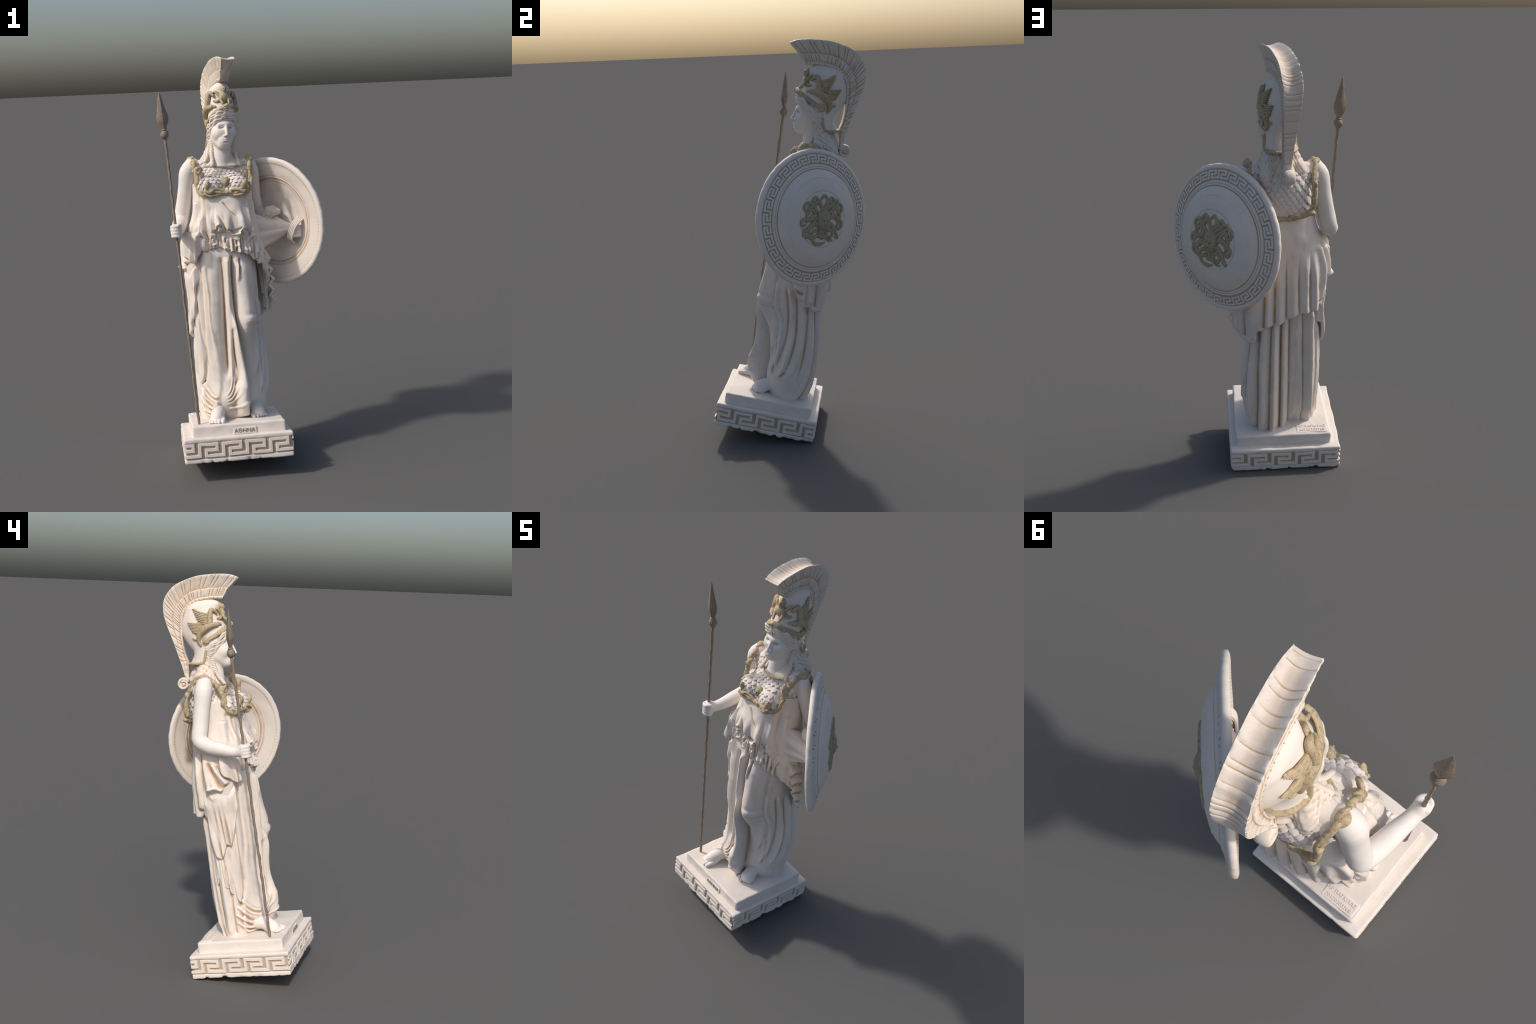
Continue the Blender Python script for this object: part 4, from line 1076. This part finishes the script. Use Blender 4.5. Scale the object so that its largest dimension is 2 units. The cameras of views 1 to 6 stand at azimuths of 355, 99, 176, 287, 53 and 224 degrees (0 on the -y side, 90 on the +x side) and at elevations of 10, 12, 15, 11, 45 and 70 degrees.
# the strip's width differs in the two directions of the unrolled band, so it is laid out in metres
mean = .282 * 2 * math.pi / cnt
def on_band_m(x, y, lift): return on_band(x / mean, (y) / .0300, lift)
V, F = ribbon(line2 * [mean, .0300], .0098, on_band_m, .0042, sub=.006)
put("shield_meander", mesh("shield_meander", V, F, smooth_=False), shield, MARBLE)
beads = []
for k in range(96):
    f = k / 96 * 2 * math.pi
    beads.append(ball_geo(sh(np.array(.195), np.array(f), np.array(np.interp(.195, [.17, .205], [.0655, .0515]) - .0006)), .0030 * (.7 + .5 * math.sin(f * 1.5 + 2) ** 2), nu=8, nv=6))
put("bead", mesh("bead", *merge(beads)), shield, MARBLE)["kind"] = "stuff"
studs = []
for k in range(110):
    f = k / 110 * 2 * math.pi
    studs.append(ball_geo(sh(np.array(.301), np.array(f), np.array(-.0125)), .0022, nu=7, nv=5))
put("bead", mesh("bead", *merge(studs)), shield, PATINA)["kind"] = "stuff"

# gorgon emblem: a face among writhing snakes
def em(x, y, lift=0.):
    x, y = np.asarray(x, float), np.asarray(y, float); r = np.hypot(x, y)
    return SCn + x[..., None] * SA + y[..., None] * SB + (np.interp(r, [0, .05, .10, .13], [.079, .0785, .0765, .0735]) + lift)[..., None] * SN
def gorgon_f(p):
    q = p - SCn; x, y, z = q @ SA, q @ SB, q @ SN - .0835; P = np.stack([np.abs(x), y + .012, z], 1)
    d = ell(P, (0, 0, -.002), (.037, .046, .020))
    d = su(d, ell(P, (0, .03, 0), (.036, .026, .016)), .01)
    d = su(d, cap(P, (0, .008, .014), (0, -.008, .019), .004, .0055), .004)
    d = su(d, cap(P, (.005, .013, .0145), (.022, .012, .010), .0035, .003), .003)
    d = sd(d, ell(P, (.013, .004, .019), (.0075, .004, .006)), .003)
    d = su(d, ell(P, (.013, .0035, .0125), (.005, .0032, .003)), .001)
    d = sd(d, ell(P, (0, -.021, .018), (.012, .0022, .005)), .002)
    d = su(d, ell(P, (.018, -.012, .009), (.010, .011, .008)), .006)
    return d + .0012 * wob(p, 160, 3)
cor = np.array([em(np.array(a), np.array(b)) for a in (-.06, .06) for b in (-.07, .07)])
V, F = surface_nets(gorgon_f, cor.min(0) - .03, cor.max(0) + .05, .0026)
keep = ((V - SCn) @ SN) > .052
emblem = put("gorgon_emblem", mesh("gorgon_emblem", V, F), shield, DULL)
SNAKES = [[(.0, .03), (.015, .07), (.045, .10), (.062, .085), (.055, .065), (.038, .07)],
          [(.0, .03), (-.018, .07), (-.048, .10), (-.066, .088), (-.06, .065), (-.042, .068)],
          [(.02, .03), (.05, .045), (.085, .075), (.112, .06), (.105, .035), (.085, .04)],
          [(-.02, .03), (-.05, .045), (-.085, .075), (-.112, .055), (-.10, .03), (-.082, .038)],
          [(.025, .01), (.06, .02), (.095, .005), (.115, -.02), (.10, -.045), (.08, -.03)],
          [(-.025, .01), (-.06, .015), (-.09, -.005), (-.12, -.005), (-.122, -.03), (-.10, -.03)],
          [(.025, -.015), (.055, -.025), (.08, -.06), (.095, -.085), (.075, -.08)],
          [(-.025, -.015), (-.06, -.025), (-.085, -.05), (-.11, -.07), (-.09, -.085), (-.07, -.07)],
          [(.012, -.045), (.025, -.065), (.010, -.085), (-.012, -.085), (-.025, -.068), (-.010, -.055), (.008, -.075), (.04, -.10), (.065, -.10)],
          [(-.012, -.045), (-.03, -.075), (-.055, -.095), (-.04, -.115), (-.005, -.118), (.02, -.108)],
          [(-.03, .0), (-.07, -.025), (-.105, -.055), (-.115, -.045)], [(.01, .035), (.035, .06), (.075, .09), (.09, .07)]]
SNAKES += [[(.03, .02), (.07, .05), (.10, .02), (.085, -.01)], [(-.03, .02), (-.075, .045), (-.10, .01), (-.08, -.012)], [(.02, -.03), (.06, -.06), (.05, -.085), (.03, -.08)], [(-.02, -.03), (-.055, -.06), (-.07, -.09), (-.045, -.08)], [(.0, .04), (.02, .09), (.0, .11), (-.02, .09)]]
SNAKES += [[(x * .80, y * .80) for x, y in pts[:-1]] for pts in SNAKES[:8]]
for pts in SNAKES:
    pts = [(pts[0][0] * 1.5, pts[0][1] * 1.25 - .01)] + pts[1:]
    P = spline(pts, 40); Q = em(P[:, 0], P[:, 1], -.001)
    put("snake", mesh("snake", *tube_geo(Q, np.r_[np.linspace(.0095, .0090, 30), np.linspace(.009, .005, 10)], n=40, ring=10)), emblem, DULL)

# arm straps inside
def strap(c, along, reach, span, w, name, ridges=0):
    """bridge over the forearm: ends sink into the shield, 'along' is the width direction"""
    c = np.asarray(c, float); along = np.asarray(along, float); along -= SN * (along @ SN); along /= np.linalg.norm(along); acr = np.cross(SN, along)
    z0 = (c - SCn) @ SN
    pts = [c + acr * span + SN * (-z0 + .02), c + acr * span * .98 - SN * (z0 * .2), c + acr * span * .62 - SN * reach * .85, c - SN * reach, c - acr * span * .62 - SN * reach * .85, c - acr * span * .98 - SN * (z0 * .2), c - acr * span + SN * (-z0 + .02)]
    g = []
    k = max(1, ridges)
    for j in range(k):
        o = along * ((j - (k - 1) / 2) * w / k)
        g.append(tube_geo([p + o for p in pts], [(w / k * .56, .0055)] * 7, n=50, ring=10, up=tuple(-SN)))
    return put(name, mesh(name, *merge(g)), shield, MARBLE)
fore = np.array([.345, .003, 1.10]) - np.array([.212, .085, 1.195])
strap((.262, .058, 1.158), fore, .045, .045, .05, "arm_strap", 1)
strap((.250, .066, 1.166), fore, .050, .048, .018, "arm_strap", 1)
strap((.380, -.016, 1.09), fore, .040, .068, .036, "hand_strap", 4)

fo = fore - SN * (fore @ SN); fo /= np.linalg.norm(fo); ac = np.cross(SN, fo)
def block(c, a, b, h, name):
    bm = bmesh.new(); bmesh.ops.create_cube(bm, size=2.)
    bmesh.ops.bevel(bm, geom=bm.edges[:], offset=.12, segments=2, affect='EDGES')
    c = np.asarray(c, float); Mx = np.eye(4); Mx[:3, 0], Mx[:3, 1], Mx[:3, 2], Mx[:3, 3] = fo * a, ac * b, SN * h, c
    bm.transform(Matrix(Mx.tolist())); me = bpy.data.meshes.new(name); bm.to_mesh(me); bm.free()
    return put(name, me, shield, MARBLE)
side_ = ac if ac[2] > 0 else -ac
block(np.array([.262, .058, 1.158]) + side_ * .050 - SN * .010, .028, .014, .034, "strap_block")
block(np.array([.262, .058, 1.158]) + side_ * .050 - SN * .030, .020, .017, .020, "strap_block")

# ================================================================== SPEAR
hh = np.linspace(.160, 1.585, 150)
P = np.array([SPEAR(h) for h in hh]); u = (hh - hh[0]) / (hh[-1] - hh[0])
bend = np.sin(u * math.pi)
P[:, 0] += .0010 * np.sin(hh * 31) * np.sin(hh * 17 + 1) + .0008 * np.sin(hh * 97 + 2 * np.sin(hh * 13))
P[:, 1] += .0010 * np.sin(hh * 27 + 2) * np.sin(hh * 13) + .0008 * np.sin(hh * 83 + 2 * np.sin(hh * 11))
spear = bpy.data.objects.new("spear", None); bpy.context.scene.collection.objects.link(spear); spear.parent = ROOT
rr = .0068 + .0009 * np.sin(hh * 83) * np.sin(hh * 29)
put("shaft", mesh("shaft", *tube_geo(P, rr, n=300, ring=12)), spear, BRONZE)
KN = np.array([-.258, -.205, 1.578]); TIP = np.array([-.274, -.229, 1.781])
v, f = ball_geo(KN, (.0205, .0205, .0225), nu=28, nv=18); v = v + .0012 * np.stack([wob(v, 110, k) for k in (1, 2, 3)], 1)
knob = [(v, f)]
a = np.linspace(0, 2.2 * math.pi * 1.6, 40)
up_ = (TIP - KN) / np.linalg.norm(TIP - KN)
side = np.array([.5, -.87, 0]); lat = np.cross(up_, side)
put("knob", mesh("knob", *merge(knob)), spear, BRONZE)
for dz, r in ((-.019, .012), (.021, .014)):
    v, f = ball_geo((0, 0, 0), (r, r, .005), nu=20, nv=8); put("knob_ring", mesh("knob_ring", v + KN + up_ * dz, f), spear, BRONZE)
# leaf-shaped four-edged blade
W = np.array([np.cos(math.radians(8)), np.sin(math.radians(8)), 0]); W -= up_ * (W @ up_); W /= np.linalg.norm(W); D = np.cross(up_, W)
ts = np.linspace(0, 1, 40); L0 = KN + up_ * .018; Lb = np.linalg.norm(TIP - L0)
hw = np.interp(ts, [0, .08, .25, .35, .6, .85, 1], [.011, .014, .028, .030, .019, .009, .0015])
hd_ = np.interp(ts, [0, .08, .25, .35, .6, .85, 1], [.009, .010, .017, .017, .012, .006, .0012])
rows = []
for tt, a_, b_ in zip(ts, hw, hd_):
    c = L0 + up_ * Lb * tt
    ring = []
    for k in range(24):
        ph = k / 24 * 2 * math.pi
        e = (abs(math.cos(ph)) ** 1.25 + abs(math.sin(ph)) ** 1.25) ** (-1 / 1.25)
        ring.append(c + W * a_ * math.cos(ph) * e + D * b_ * math.sin(ph) * e)
    rows.append(ring)
V = np.array(rows).reshape(-1, 3); V = V + (.0012 * wob(V, 90, 5))[:, None] * W
Fq = [tuple(x) for x in grid_faces(40, 24, wrap_m=True)] + [tuple(range(24)), tuple(range(39 * 24 + 23, 39 * 24 - 1, -1))]
put("spear_head", mesh("spear_head", V, Fq, angle=35), spear, BRONZE)
